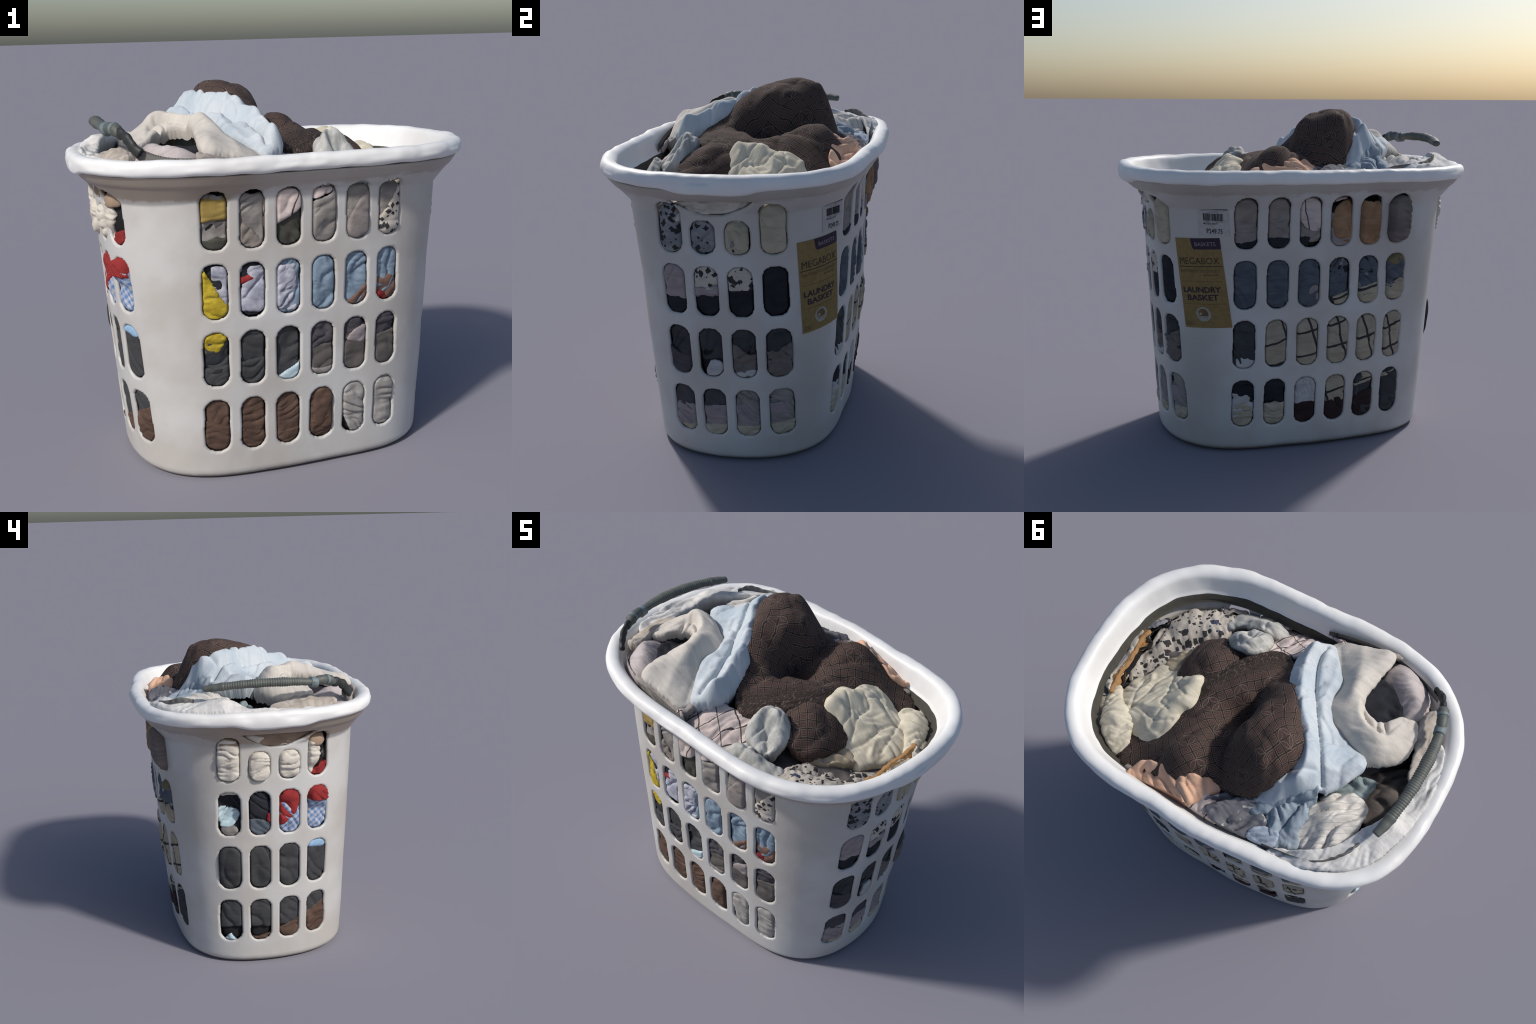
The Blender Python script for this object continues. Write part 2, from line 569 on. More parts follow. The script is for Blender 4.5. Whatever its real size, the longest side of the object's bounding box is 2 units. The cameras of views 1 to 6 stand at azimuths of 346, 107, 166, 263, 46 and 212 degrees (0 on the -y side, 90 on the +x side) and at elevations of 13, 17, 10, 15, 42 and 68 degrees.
def build_wall(parent):
    n = 620
    th = np.linspace(-np.pi, np.pi, 4001)
    x, y = wall_local(th, np.full_like(th, 0.75), False)
    s = np.concatenate([[0], np.cumsum(np.hypot(np.diff(x), np.diff(y)))])
    ths = np.interp(np.arange(n) / n * s[-1], s, th)
    zs = np.concatenate([np.array([0, 0.002, 0.007, 0.016, 0.03]), np.linspace(0.045, 1.43, 196), np.array([1.437, 1.443, 1.45, 1.458, 1.467, 1.478, 1.49, 1.50])])
    U, V = np.meshgrid(ths, zs, indexing="ij")
    lx, ly = wall_local(U, V)
    D = slot_distance(lx, ly, V)
    A, faces, border = clip_grid(U, V, D, wrap=True)
    P, Nn = wall(A[:, 0], A[:, 1]), wall_normal(A[:, 0], A[:, 1])
    lip = 0.007
    d = np.clip(A[:, 2], 0, lip)
    sink = lip - np.sqrt(np.maximum(lip**2 - (lip - d) ** 2, 0))
    outer = P - Nn * sink[:, None]
    inner = P - Nn * 0.016
    inner[:, 2] = np.maximum(inner[:, 2], 0.006)
    k = len(outer)
    allf = faces + [[i + k for i in reversed(f)] for f in faces] + [[b, a, a + k, b + k] for a, b in border]
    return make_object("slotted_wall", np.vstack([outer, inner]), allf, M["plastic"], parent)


def build_floor(parent):
    th = np.linspace(-np.pi, np.pi, 121)[:-1]
    p = wall(th, np.full_like(th, 0.0))
    rings = [p * np.array([s, s, 1]) + np.array([0, 0, z]) for s, z in ((0.985, 0.0), (0.97, 0.006), (0.5, 0.006), (0.02, 0.006))]
    v, f, n = np.vstack(rings), [], len(th)
    for r in range(3):
        for i in range(n):
            j = (i + 1) % n
            f.append([r * n + j, r * n + i, (r + 1) * n + i, (r + 1) * n + j])
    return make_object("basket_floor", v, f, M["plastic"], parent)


RIM_SECTION = [(0.0, 0.0), (-0.002, 0.015), (-0.007, 0.028), (-0.017, 0.038), (-0.031, 0.043), (-0.047, 0.043), (-0.062, 0.038), (-0.074, 0.028), (-0.082, 0.014), (-0.087, -0.005), (-0.096, -0.03),
               (-0.106, -0.055), (-0.116, -0.072), (-0.122, -0.076), (-0.124, -0.084), (-0.104, -0.086), (-0.080, -0.06), (-0.062, -0.046), (-0.050, -0.040), (-0.036, -0.042), (-0.019, -0.042), (-0.008, -0.036), (-0.001, -0.022), (0.001, -0.010)]


def rim_height(x, y):
    return 1.5365 + 0.004 * x - 0.009 * y


def build_rim(parent):
    n = 420
    th = np.linspace(-np.pi, np.pi, n + 1)[:-1]
    lx, ly = rim_plan(th)
    x, y = to_world(lx, ly)
    tx, ty = np.roll(x, -1) - np.roll(x, 1), np.roll(y, -1) - np.roll(y, 1)
    L = np.hypot(tx, ty)
    nx, ny = ty / L, -tx / L
    sec = np.array(RIM_SECTION)
    m = len(sec)
    grip = np.exp(-((ly / 0.21) ** 6)) * (np.abs(lx) > 0.6)
    V = []
    for j, (o, h) in enumerate(sec):
        lump = 0.0050 * noise2(th * 6 + 3, th * 0 + j * 0.12, 6) + 0.0014 * noise2(th * 16, th * 0 + j * 0.25, 7)
        low = np.full(n, h * (0.86 if h > -0.05 else 1.0))
        if h < -0.02 and o > -0.09:
            low = low - 0.022 * grip
        oo = o + lump
        zz = rim_height(x, y) + low + lump * (1 if o > -0.09 else 0)
        V.append(np.stack([x + nx * oo, y + ny * oo, zz], -1))
    V = np.array(V).transpose(1, 0, 2).reshape(-1, 3)
    V[:, 0] = np.clip(V[:, 0], -0.999, 1.0)
    F = []
    for i in range(n):
        k = (i + 1) % n
        for j in range(m):
            l = (j + 1) % m
            F.append([i * m + j, k * m + j, k * m + l, i * m + l])
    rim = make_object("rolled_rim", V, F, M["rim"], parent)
    # dark strip painted as shade where the rim overhangs the wall
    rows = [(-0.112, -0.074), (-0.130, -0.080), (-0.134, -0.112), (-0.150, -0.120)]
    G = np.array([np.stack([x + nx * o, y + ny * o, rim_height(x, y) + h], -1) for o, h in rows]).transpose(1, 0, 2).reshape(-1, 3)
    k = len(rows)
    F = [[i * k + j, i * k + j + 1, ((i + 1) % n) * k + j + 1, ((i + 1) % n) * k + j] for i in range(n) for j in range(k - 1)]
    make_object("rim_shade_strip", G, [list(reversed(f)) for f in F], M["shade_strip"], parent)
    return rim


# ------------------------------------------------------------------ cloth sheets
def thin_plate(pts, X, Y, soft=6e-5):
    p = np.array(pts, float)
    n = len(p)

    def phi(r2):
        return np.where(r2 > 0, r2 * np.log(r2 + 1e-12), 0)

    K = phi((p[:, None, 0] - p[None, :, 0]) ** 2 + (p[:, None, 1] - p[None, :, 1]) ** 2) + np.eye(n) * soft
    Q = np.column_stack([np.ones(n), p[:, :2]])
    S = np.block([[K, Q], [Q.T, np.zeros((3, 3))]])
    w = np.linalg.solve(S, np.concatenate([p[:, 2], np.zeros(3)]))
    out = w[n] + w[n + 1] * X + w[n + 2] * Y
    for i in range(n):
        out = out + w[i] * phi((X - p[i, 0]) ** 2 + (Y - p[i, 1]) ** 2)
    return out


def strokes_height(X, Y, strokes):
    h = np.zeros(X.shape)
    for pts, amp, width in strokes:
        d = dist_polyline(X, Y, smooth_open(pts, 6), False)
        h += amp * np.exp(-((d / width) ** (1.25 if amp < 0 else 1.7)))
    return h


def sheet(name, outline, height, place, material, res=0.008, roll=(0.03, 0.025), skirt=0.05, wobble=0.004, wrinkle=(), strokes=(), stretch_uv=False, gather=None, parent=None, seed=1, tuck=0.3, clamp=None):
    """a piece of cloth: a closed outline in two coordinates, a height over it,
    edges that roll down and tuck under, wrinkles and creases. place() maps (u, v, h) to space."""
    ring = smooth_closed(outline, 8)
    lo, hi = ring.min(0) - 2 * res, ring.max(0) + 2 * res
    nu, nv = int((hi[0] - lo[0]) / res) + 2, int((hi[1] - lo[1]) / res) + 2
    U, V = np.meshgrid(lo[0] + np.arange(nu) * res, lo[1] + np.arange(nv) * res, indexing="ij")
    D = sdf_polygon(U, V, ring) + wobble * noise2(U / 0.05, V / 0.05, seed) + 0.5 * wobble * noise2(U / 0.018, V / 0.018, seed + 1)
    H = height(U, V)
    smoothH = H.copy()
    for amp, scale, angle, st in wrinkle:
        H = H + amp * (folds(U, V, scale, angle, st, seed + int(scale * 1000)) * 2 - 0.55)
    if len(strokes):
        H = H + strokes_height(U, V, strokes)
    w, drop = roll
    t = np.clip(1 - np.clip(D, 0, w) / w, 0, 1)
    H = H - drop * (1 - np.sqrt(np.maximum(1 - t * t, 0)))
    if clamp is not None:
        H = clamp(U, V, H)
    if stretch_uv:
        gx, gy = np.gradient(smoothH, res)
        a = np.cumsum(np.sqrt(1 + np.clip(gx, -2.5, 2.5) ** 2), 0) * res
        b = np.cumsum(np.sqrt(1 + np.clip(gy, -2.5, 2.5) ** 2), 1) * res
        a, b = a - a[nu // 2 : nu // 2 + 1, :], b - b[:, nv // 2 : nv // 2 + 1]
    else:
        a, b = U, V
    A, faces, border = clip_grid(U, V, D, (H, a, b))
    gdir = np.array([outline], float)[0][:, :2].mean(0)
    P = place(A[:, 0], A[:, 1], A[:, 3])
    uv = A[:, 4:6]
    if skirt:
        bi = sorted({a for e in border for a in e})
        # inward direction of the edge, to tuck the hem under
        gU, gV = np.gradient(D, res)
        iu = np.clip(((A[bi, 0] - lo[0]) / res).round().astype(int), 0, nu - 1)
        iv = np.clip(((A[bi, 1] - lo[1]) / res).round().astype(int), 0, nv - 1)
        g = np.stack([gU[iu, iv], gV[iu, iv]], 1)
        g /= np.linalg.norm(g, axis=1, keepdims=True) + 1e-9
        new, last = {}, list(bi)
        verts, uvs, n = [P], [uv], len(P)
        prev = {b: b for b in bi}
        for f in (0.35, 1.0):
            Q = place(A[bi, 0] + g[:, 0] * skirt * tuck * f * f, A[bi, 1] + g[:, 1] * skirt * tuck * f * f, A[bi, 3] - skirt * f)
            cur = {b: n + i for i, b in enumerate(bi)}
            faces += [[prev[e[1]], prev[e[0]], cur[e[0]], cur[e[1]]] for e in border]
            verts.append(Q)
            uvs.append(uv[bi] - g * skirt * f)
            n += len(bi)
            prev = cur
        P, uv = np.vstack(verts), np.vstack(uvs)
    ob = make_object(name, P, faces, material, parent, uv)
    if gather is not None:
        at = ob.data.attributes.new("gather", "FLOAT", "POINT")
        vals = np.zeros(len(P), np.float32)
        vals[: len(A)] = gather(A[:, 0], A[:, 1])
        at.data.foreach_set("value", vals)
    return ob


def heap_place(u, v, h, gap=0.024):
    """heap coordinates are plain x, y, z, held inside the wall and the rim"""
    lx, ly = to_local(u, v)
    th, r = np.arctan2(ly, lx), np.hypot(lx, ly)
    wx, wy = wall_local(th, np.clip(h, 0.0, 1.355), False)
    rx, ry = rim_plan(th)
    a, b = np.hypot(wx, wy) - gap, np.hypot(rx, ry) - 0.118
    f = np.clip((h - 1.40) / 0.07, 0, 1)
    lim = a * (1 - f) + b * f + 0.2 * np.clip((h - 1.565) / 0.02, 0, 1)
    k = np.minimum(1, lim / np.maximum(r, 1e-6))
    x, y = to_world(lx * k, ly * k)
    return np.stack([x, y, h], -1)


def over_rim(u, v, h):
    return np.stack([u, v, h], -1)




def heap(name, outline3, material, label, category, pts=(), **kw):
    """cloth lying on the heap; outline and extra points carry their own heights"""
    o = np.array(outline3, float)
    ctrl = np.vstack([o, np.array(pts, float).reshape(-1, 3)])
    ob = sheet(name, o[:, :2], lambda X, Y: thin_plate(ctrl, X, Y), kw.pop("place", heap_place), material, **kw)
    return tag(ob, label, category)


def sweep(name, path, radius, material, n=16, squash=1.0, per=8, parent=None, ribs=None, up=(0, 0, 1)):
    c = smooth_open(path, per)
    s = np.concatenate([[0], np.cumsum(np.linalg.norm(np.diff(c, axis=0), axis=1))])
    ss = np.linspace(0, s[-1], max(8, int(s[-1] / (0.004 if ribs else 0.01))))
    c = np.stack([np.interp(ss, s, c[:, k]) for k in range(3)], 1)
    t = np.gradient(c, axis=0)
    t /= np.linalg.norm(t, axis=1, keepdims=True)
    side = np.cross(t, np.array(up, float))
    side /= np.linalg.norm(side, axis=1, keepdims=True) + 1e-9
    top = np.cross(side, t)
    f = ss / ss[-1]
    r = np.interp(f, np.linspace(0, 1, len(radius)), radius)
    if ribs:
        r = r * (1 + ribs(f, ss))
    a = np.linspace(0, 2 * np.pi, n + 1)[:-1]
    V = c[:, None] + (side[:, None] * np.cos(a)[None, :, None] + top[:, None] * np.sin(a)[None, :, None] * squash) * r[:, None, None]
    m = len(c)
    F = [[i * n + j, i * n + (j + 1) % n, (i + 1) * n + (j + 1) % n, (i + 1) * n + j] for i in range(m - 1) for j in range(n)]
    F = [list(reversed(q)) for q in F] + [list(range(n)), list(reversed(range((m - 1) * n, m * n)))]
    uv = np.stack([np.repeat(ss, n), np.tile(a * 0.03, m)], 1)
    return make_object(name, V.reshape(-1, 3), F, material, parent, uv)


# ------------------------------------------------------------------ garments pressed against the wall
PLUGS = [  # cloth bulging out through a slot: (face, u, z, outward, half width, half height)
    ("left", 0.26, 1.27, 0.026, 0.07, 0.14), ("left", 0.085, 1.235, 0.026, 0.07, 0.10), ("left", -0.087, 1.235, 0.022, 0.07, 0.10), ("left", -0.235, 1.30, 0.022, 0.05, 0.09),
    ("left", -0.26, 1.04, 0.040, 0.07, 0.07), ("left", -0.087, 0.98, 0.016, 0.06, 0.10),
    ("left", 0.262, 0.66, 0.022, 0.07, 0.13),
    ("back", -0.436, 1.30, 0.066, 0.085, 0.14), ("back", -0.436, 0.98, 0.022, 0.075, 0.13), ("back", -0.262, 1.27, 0.030, 0.07, 0.13), ("back", -0.262, 0.93, 0.014, 0.07, 0.14), ("back", -0.087, 1.28, 0.026, 0.07, 0.12),
    ("back", 0.087, 0.95, 0.012, 0.07, 0.13), ("back", 0.262, 0.94, 0.010, 0.07, 0.13), ("back", -0.262, 0.62, 0.012, 0.07, 0.13), ("back", -0.087, 0.62, 0.012, 0.07, 0.13), ("back", 0.087, 0.62, 0.012, 0.07, 0.13), ("back", -0.436, 0.62, 0.012, 0.07, 0.13), ("back", -0.436, 0.28, 0.010, 0.07, 0.13), ("back", -0.262, 0.28, 0.010, 0.07, 0.13),
    ("front", 0.087, 1.30, 0.016, 0.07, 0.12), ("front", -0.087, 1.34, 0.014, 0.07, 0.08), ("front", 0.087, 0.94, 0.016, 0.07, 0.12), ("front", 0.087, 0.28, 0.014, 0.07, 0.12), ("front", -0.087, 0.28, 0.010, 0.07, 0.12), ("front", 0.436, 1.28, 0.014, 0.07, 0.12), ("front", 0.262, 1.27, 0.014, 0.07, 0.12), ("front", 0.262, 0.28, 0.012, 0.07, 0.12), ("front", 0.436, 0.28, 0.012, 0.07, 0.12),
    ("right", 0.26, 1.28, 0.020, 0.07, 0.12), ("right", 0.26, 0.6, 0.022, 0.07, 0.11), ("right", 0.085, 1.24, 0.014, 0.07, 0.08), ("right", -0.26, 1.28, 0.012, 0.07, 0.12),
]


PITS = [("left", 0.262, 0.975, 0.040, 0.075, 0.09)]  # hollows behind a slot: (face, u, z, depth, half width, half height)


def slot_mask(face, u, z):
    """1 well inside a slot, 0 behind solid wall"""
    m = np.zeros(np.shape(u))
    for f, cu, lo, hi, hw in slots():
        if f != face:
            continue
        c, h, r = (lo + hi) / 2, (hi - lo) / 2, hw * 0.88
        qx, qz = np.abs(u - cu) - (hw - r), np.abs(z - c) - (h - r)
        s = np.hypot(np.maximum(qx, 0), np.maximum(qz, 0)) + np.minimum(np.maximum(qx, qz), 0) - r
        m = np.maximum(m, np.clip((-s - 0.0005) / 0.011, 0, 1))
    if face in ("right", "left"):  # the hand grip
        mid = -0.028 if face == "right" else -0.020
        s = np.maximum(np.maximum(np.hypot(u - mid, z - 1.685) - 0.335, z - 1.432), np.abs(u - mid) - 0.235)
        m = np.maximum(m, np.clip((-s - 0.0005) / 0.011, 0, 1) * 0.8)
    return np.sqrt(1 - (1 - m) ** 2)


def packed(face, name, poly, depth, material, label, category, wrinkle=((0.006, 0.05, 0.3, 2.5),), strokes=(), seed=1, parent=None, **kw):
    """a garment pressed flat against the inside of one wall; poly in (face coordinate, height)"""

    def place(u, z, h):
        th = face_theta(face, np.clip(u, -0.6, 0.6), z)
        return wall(th, z, False) + wall_normal(th, np.clip(z, 0.03, 1.4), False) * h[:, None]

    def clamp(U, V, H):
        out = np.minimum(H, -0.0235)
        mask = slot_mask(face, U, V)
        push = np.zeros(U.shape)
        for f, cu, cz, o, hu, hz in PLUGS:
            if f == face:
                push = np.maximum(push, o * np.exp(-(((U - cu) / hu) ** 4) - ((V - cz) / hz) ** 4))
        lift = {"right": 0.026, "back": 0.027, "left": 0.023, "front": 0.023}.get(face, 0.019)
        limit = 0.006 - (depth - 0.023) * 0.7
        over = np.maximum(H + lift - limit + 0.006, 0)
        inside = H + lift - over + 0.006 * (1 - np.exp(-over / 0.006)) + push
        for f, cu, cz, deep, hu, hz in PITS:
            if f == face:
                inside = inside - deep * np.exp(-(((U - cu) / hu) ** 4) - ((V - cz) / hz) ** 4)
        return np.where(H > -0.09, out + mask * (inside - out), H)

    kw.setdefault("skirt", 0.02)
    kw.setdefault("roll", (0.018, 0.009))
    kw.setdefault("wobble", 0.0025)
    if face in ("right", "back"):
        wrinkle = tuple((a * 1.45, b, c, d) for a, b, c, d in wrinkle)
    fs = {"front": 1, "back": 2, "right": 3, "left": 4}[face]

    def lie(X, Y):
        # all layers on one wall follow the same lumps
        return -(0.023 + (depth - 0.023) * 0.75) + 0.008 * noise2(X / 0.10, Y / 0.12, 200 + fs) + 0.004 * noise2(X / 0.045, Y / 0.05, 210 + fs)

    ob = sheet(name, poly, lie, place, material, res=kw.pop("res", 0.0055), wrinkle=wrinkle, strokes=strokes, seed=seed, clamp=clamp, parent=parent, **kw)
    return tag(ob, label, category) if parent is None else ob


# ------------------------------------------------------------------ fabrics
WHITE, INK = (0.66, 0.65, 0.63), (0.02, 0.02, 0.024)
FABRICS = {
    "yellow": cloth("yellow_fleece", (0.50, 0.39, 0.035), (0.34, 0.24, 0.02), 20, weave=1.5),
    "mustard": cloth("mustard_cotton", (0.34, 0.245, 0.075), (0.27, 0.19, 0.055)),
    "taupe": cloth("taupe_jersey", (0.30, 0.28, 0.26), (0.20, 0.185, 0.175)),
    "olive": cloth("dark_olive_cotton", (0.075, 0.072, 0.058), (0.045, 0.045, 0.04)),
    "pink_line": cloth("pink_lined_crepe", (0.62, 0.53, 0.50), (0.52, 0.44, 0.42), 9, "stripe", (0.2, 0.085, 0.008, (0.05, 0.04, 0.045))),
    "pink_pane": cloth("pink_pane_crepe", (0.66, 0.56, 0.53), (0.54, 0.46, 0.44), 9, "pane", (0.5, 0.075, 0.10, 0.006, (0.05, 0.04, 0.045))),
    "steel": cloth("steel_blue_cotton", (0.24, 0.32, 0.40), (0.16, 0.22, 0.29)),
    "lilac": cloth("lilac_white_cotton", (0.50, 0.50, 0.57), (0.30, 0.31, 0.38), 14),
    "red": cloth("red_jersey", (0.34, 0.035, 0.034), (0.20, 0.02, 0.022)),
    "charcoal": cloth("charcoal_twill", (0.060, 0.062, 0.066), (0.045, 0.046, 0.050), 5),
    "greybrown": cloth("grey_brown_twill", (0.125, 0.112, 0.105), (0.10, 0.09, 0.085), 5),
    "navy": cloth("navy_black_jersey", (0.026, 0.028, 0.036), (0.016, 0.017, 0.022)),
    "brown": cloth("brown_corduroy", (0.12, 0.075, 0.055), (0.075, 0.045, 0.034), 8, weave=1.6),
    "rust": cloth("rust_brown_cotton", (0.21, 0.125, 0.095), (0.16, 0.09, 0.07)),
    "satin": cloth("grey_satin", (0.40, 0.38, 0.36), (0.27, 0.255, 0.245), 7, rough=0.45),
    "cyan": cloth("pale_cyan_cotton", (0.55, 0.68, 0.72), (0.42, 0.55, 0.62)),
    "mauvegrey": cloth("mauve_grey_cotton", (0.36, 0.31, 0.31), (0.28, 0.24, 0.25)),
    "spots": cloth("spotted_blouse", (0.56, 0.51, 0.45), (0.46, 0.42, 0.37), 8, "spots", (30, INK, (0.03, 0.045, 0.10))),
    "spots_blue": cloth("spotted_lining", (0.30, 0.30, 0.31), (0.20, 0.21, 0.225), 8, "spots", (28, INK, (0.03, 0.045, 0.10))),
    "beige": cloth("beige_knit", (0.30, 0.26, 0.23), (0.23, 0.20, 0.18)),
    "pleat": cloth("stone_pleats", (0.30, 0.265, 0.25), (0.22, 0.195, 0.185)),
    "orange": cloth("apricot_cotton", (0.36, 0.22, 0.13), (0.25, 0.145, 0.08)),
    "slate": cloth("slate_blue_jersey", (0.105, 0.125, 0.15), (0.075, 0.09, 0.11)),
    "slate_mix": cloth("slate_beige_print", (0.105, 0.125, 0.15), (0.08, 0.095, 0.115), 9, "blotch", (9, 0.60, (0.26, 0.24, 0.225))),
    "cream_pane": cloth("cream_windowpane", (0.42, 0.37, 0.285), (0.34, 0.295, 0.225), 9, "pane", (0.25, 0.15, 0.13, 0.012, (0.022, 0.022, 0.028))),
    "cream": cloth("cream_cotton", (0.48, 0.43, 0.335), (0.38, 0.34, 0.26)),
    "cream_white": cloth("off_white_muslin", (0.66, 0.62, 0.555), (0.55, 0.51, 0.45)),
    "maroon": cloth("maroon_black_jersey", (0.040, 0.022, 0.023), (0.026, 0.016, 0.017)),
    "white": cloth("white_cotton", (0.55, 0.54, 0.54), (0.42, 0.41, 0.42)),
    "gingham": cloth("blue_gingham", (0.50, 0.52, 0.57), (0.40, 0.42, 0.48), 9, "gingham", (0.6, 0.03, (0.10, 0.20, 0.42))),
    "skyblue": cloth("sky_blue_cotton", (0.32, 0.48, 0.66), (0.25, 0.40, 0.58)),
    "grip_shade": cloth("warm_taupe_shade", (0.34, 0.25, 0.18), (0.26, 0.19, 0.14)),  # brown that stands for shade in the left grip
    "ochre": cloth("dull_ochre_cotton", (0.20, 0.16, 0.085), (0.14, 0.115, 0.065)),
    "tan": cloth("tan_backing", (0.42, 0.235, 0.10), (0.34, 0.19, 0.08), 6),  # stands for the ground colour showing through the right grip
    "crumple": cloth("taupe_grey_jersey", (0.20, 0.175, 0.16), (0.15, 0.13, 0.125)),
    "plum": cloth("plum_grey_jersey", (0.085, 0.078, 0.088), (0.06, 0.055, 0.065)),
}


def box(u0, z0, u1, z1, tilt=0.0, jag=0.007, seed=0):
    """a loosely four-sided outline, its long sides a little wavy; tilt raises the right end"""
    r = np.random.default_rng(seed + int(1000 * abs(u0 + 2 * z0)))
    out = []
    for a, b, n in (((u0, z0), (u1, z0), 5), ((u1, z0), (u1, z1), 4), ((u1, z1), (u0, z1), 5), ((u0, z1), (u0, z0), 4)):
        for k in range(n):
            t = k / n
            x, z = a[0] + (b[0] - a[0]) * t, a[1] + (b[1] - a[1]) * t
            z += tilt * ((x - u0) / (u1 - u0) - 0.5)
            out.append((x + r.uniform(-jag, jag) * 0.5, z + r.uniform(-jag, jag)))
    return out


FLAT, DIAG, DEEP, PLEAT = ((0.007, 0.09, 0.25, 3),), ((0.012, 0.060, 0.75, 3),), ((0.015, 0.055, -0.6, 2.8),), ((0.011, 0.030, 0.06, 5),)
CRUSH = ((0.014, 0.055, 0.4, 2.0), (0.006, 0.035, -0.6, 2.2))

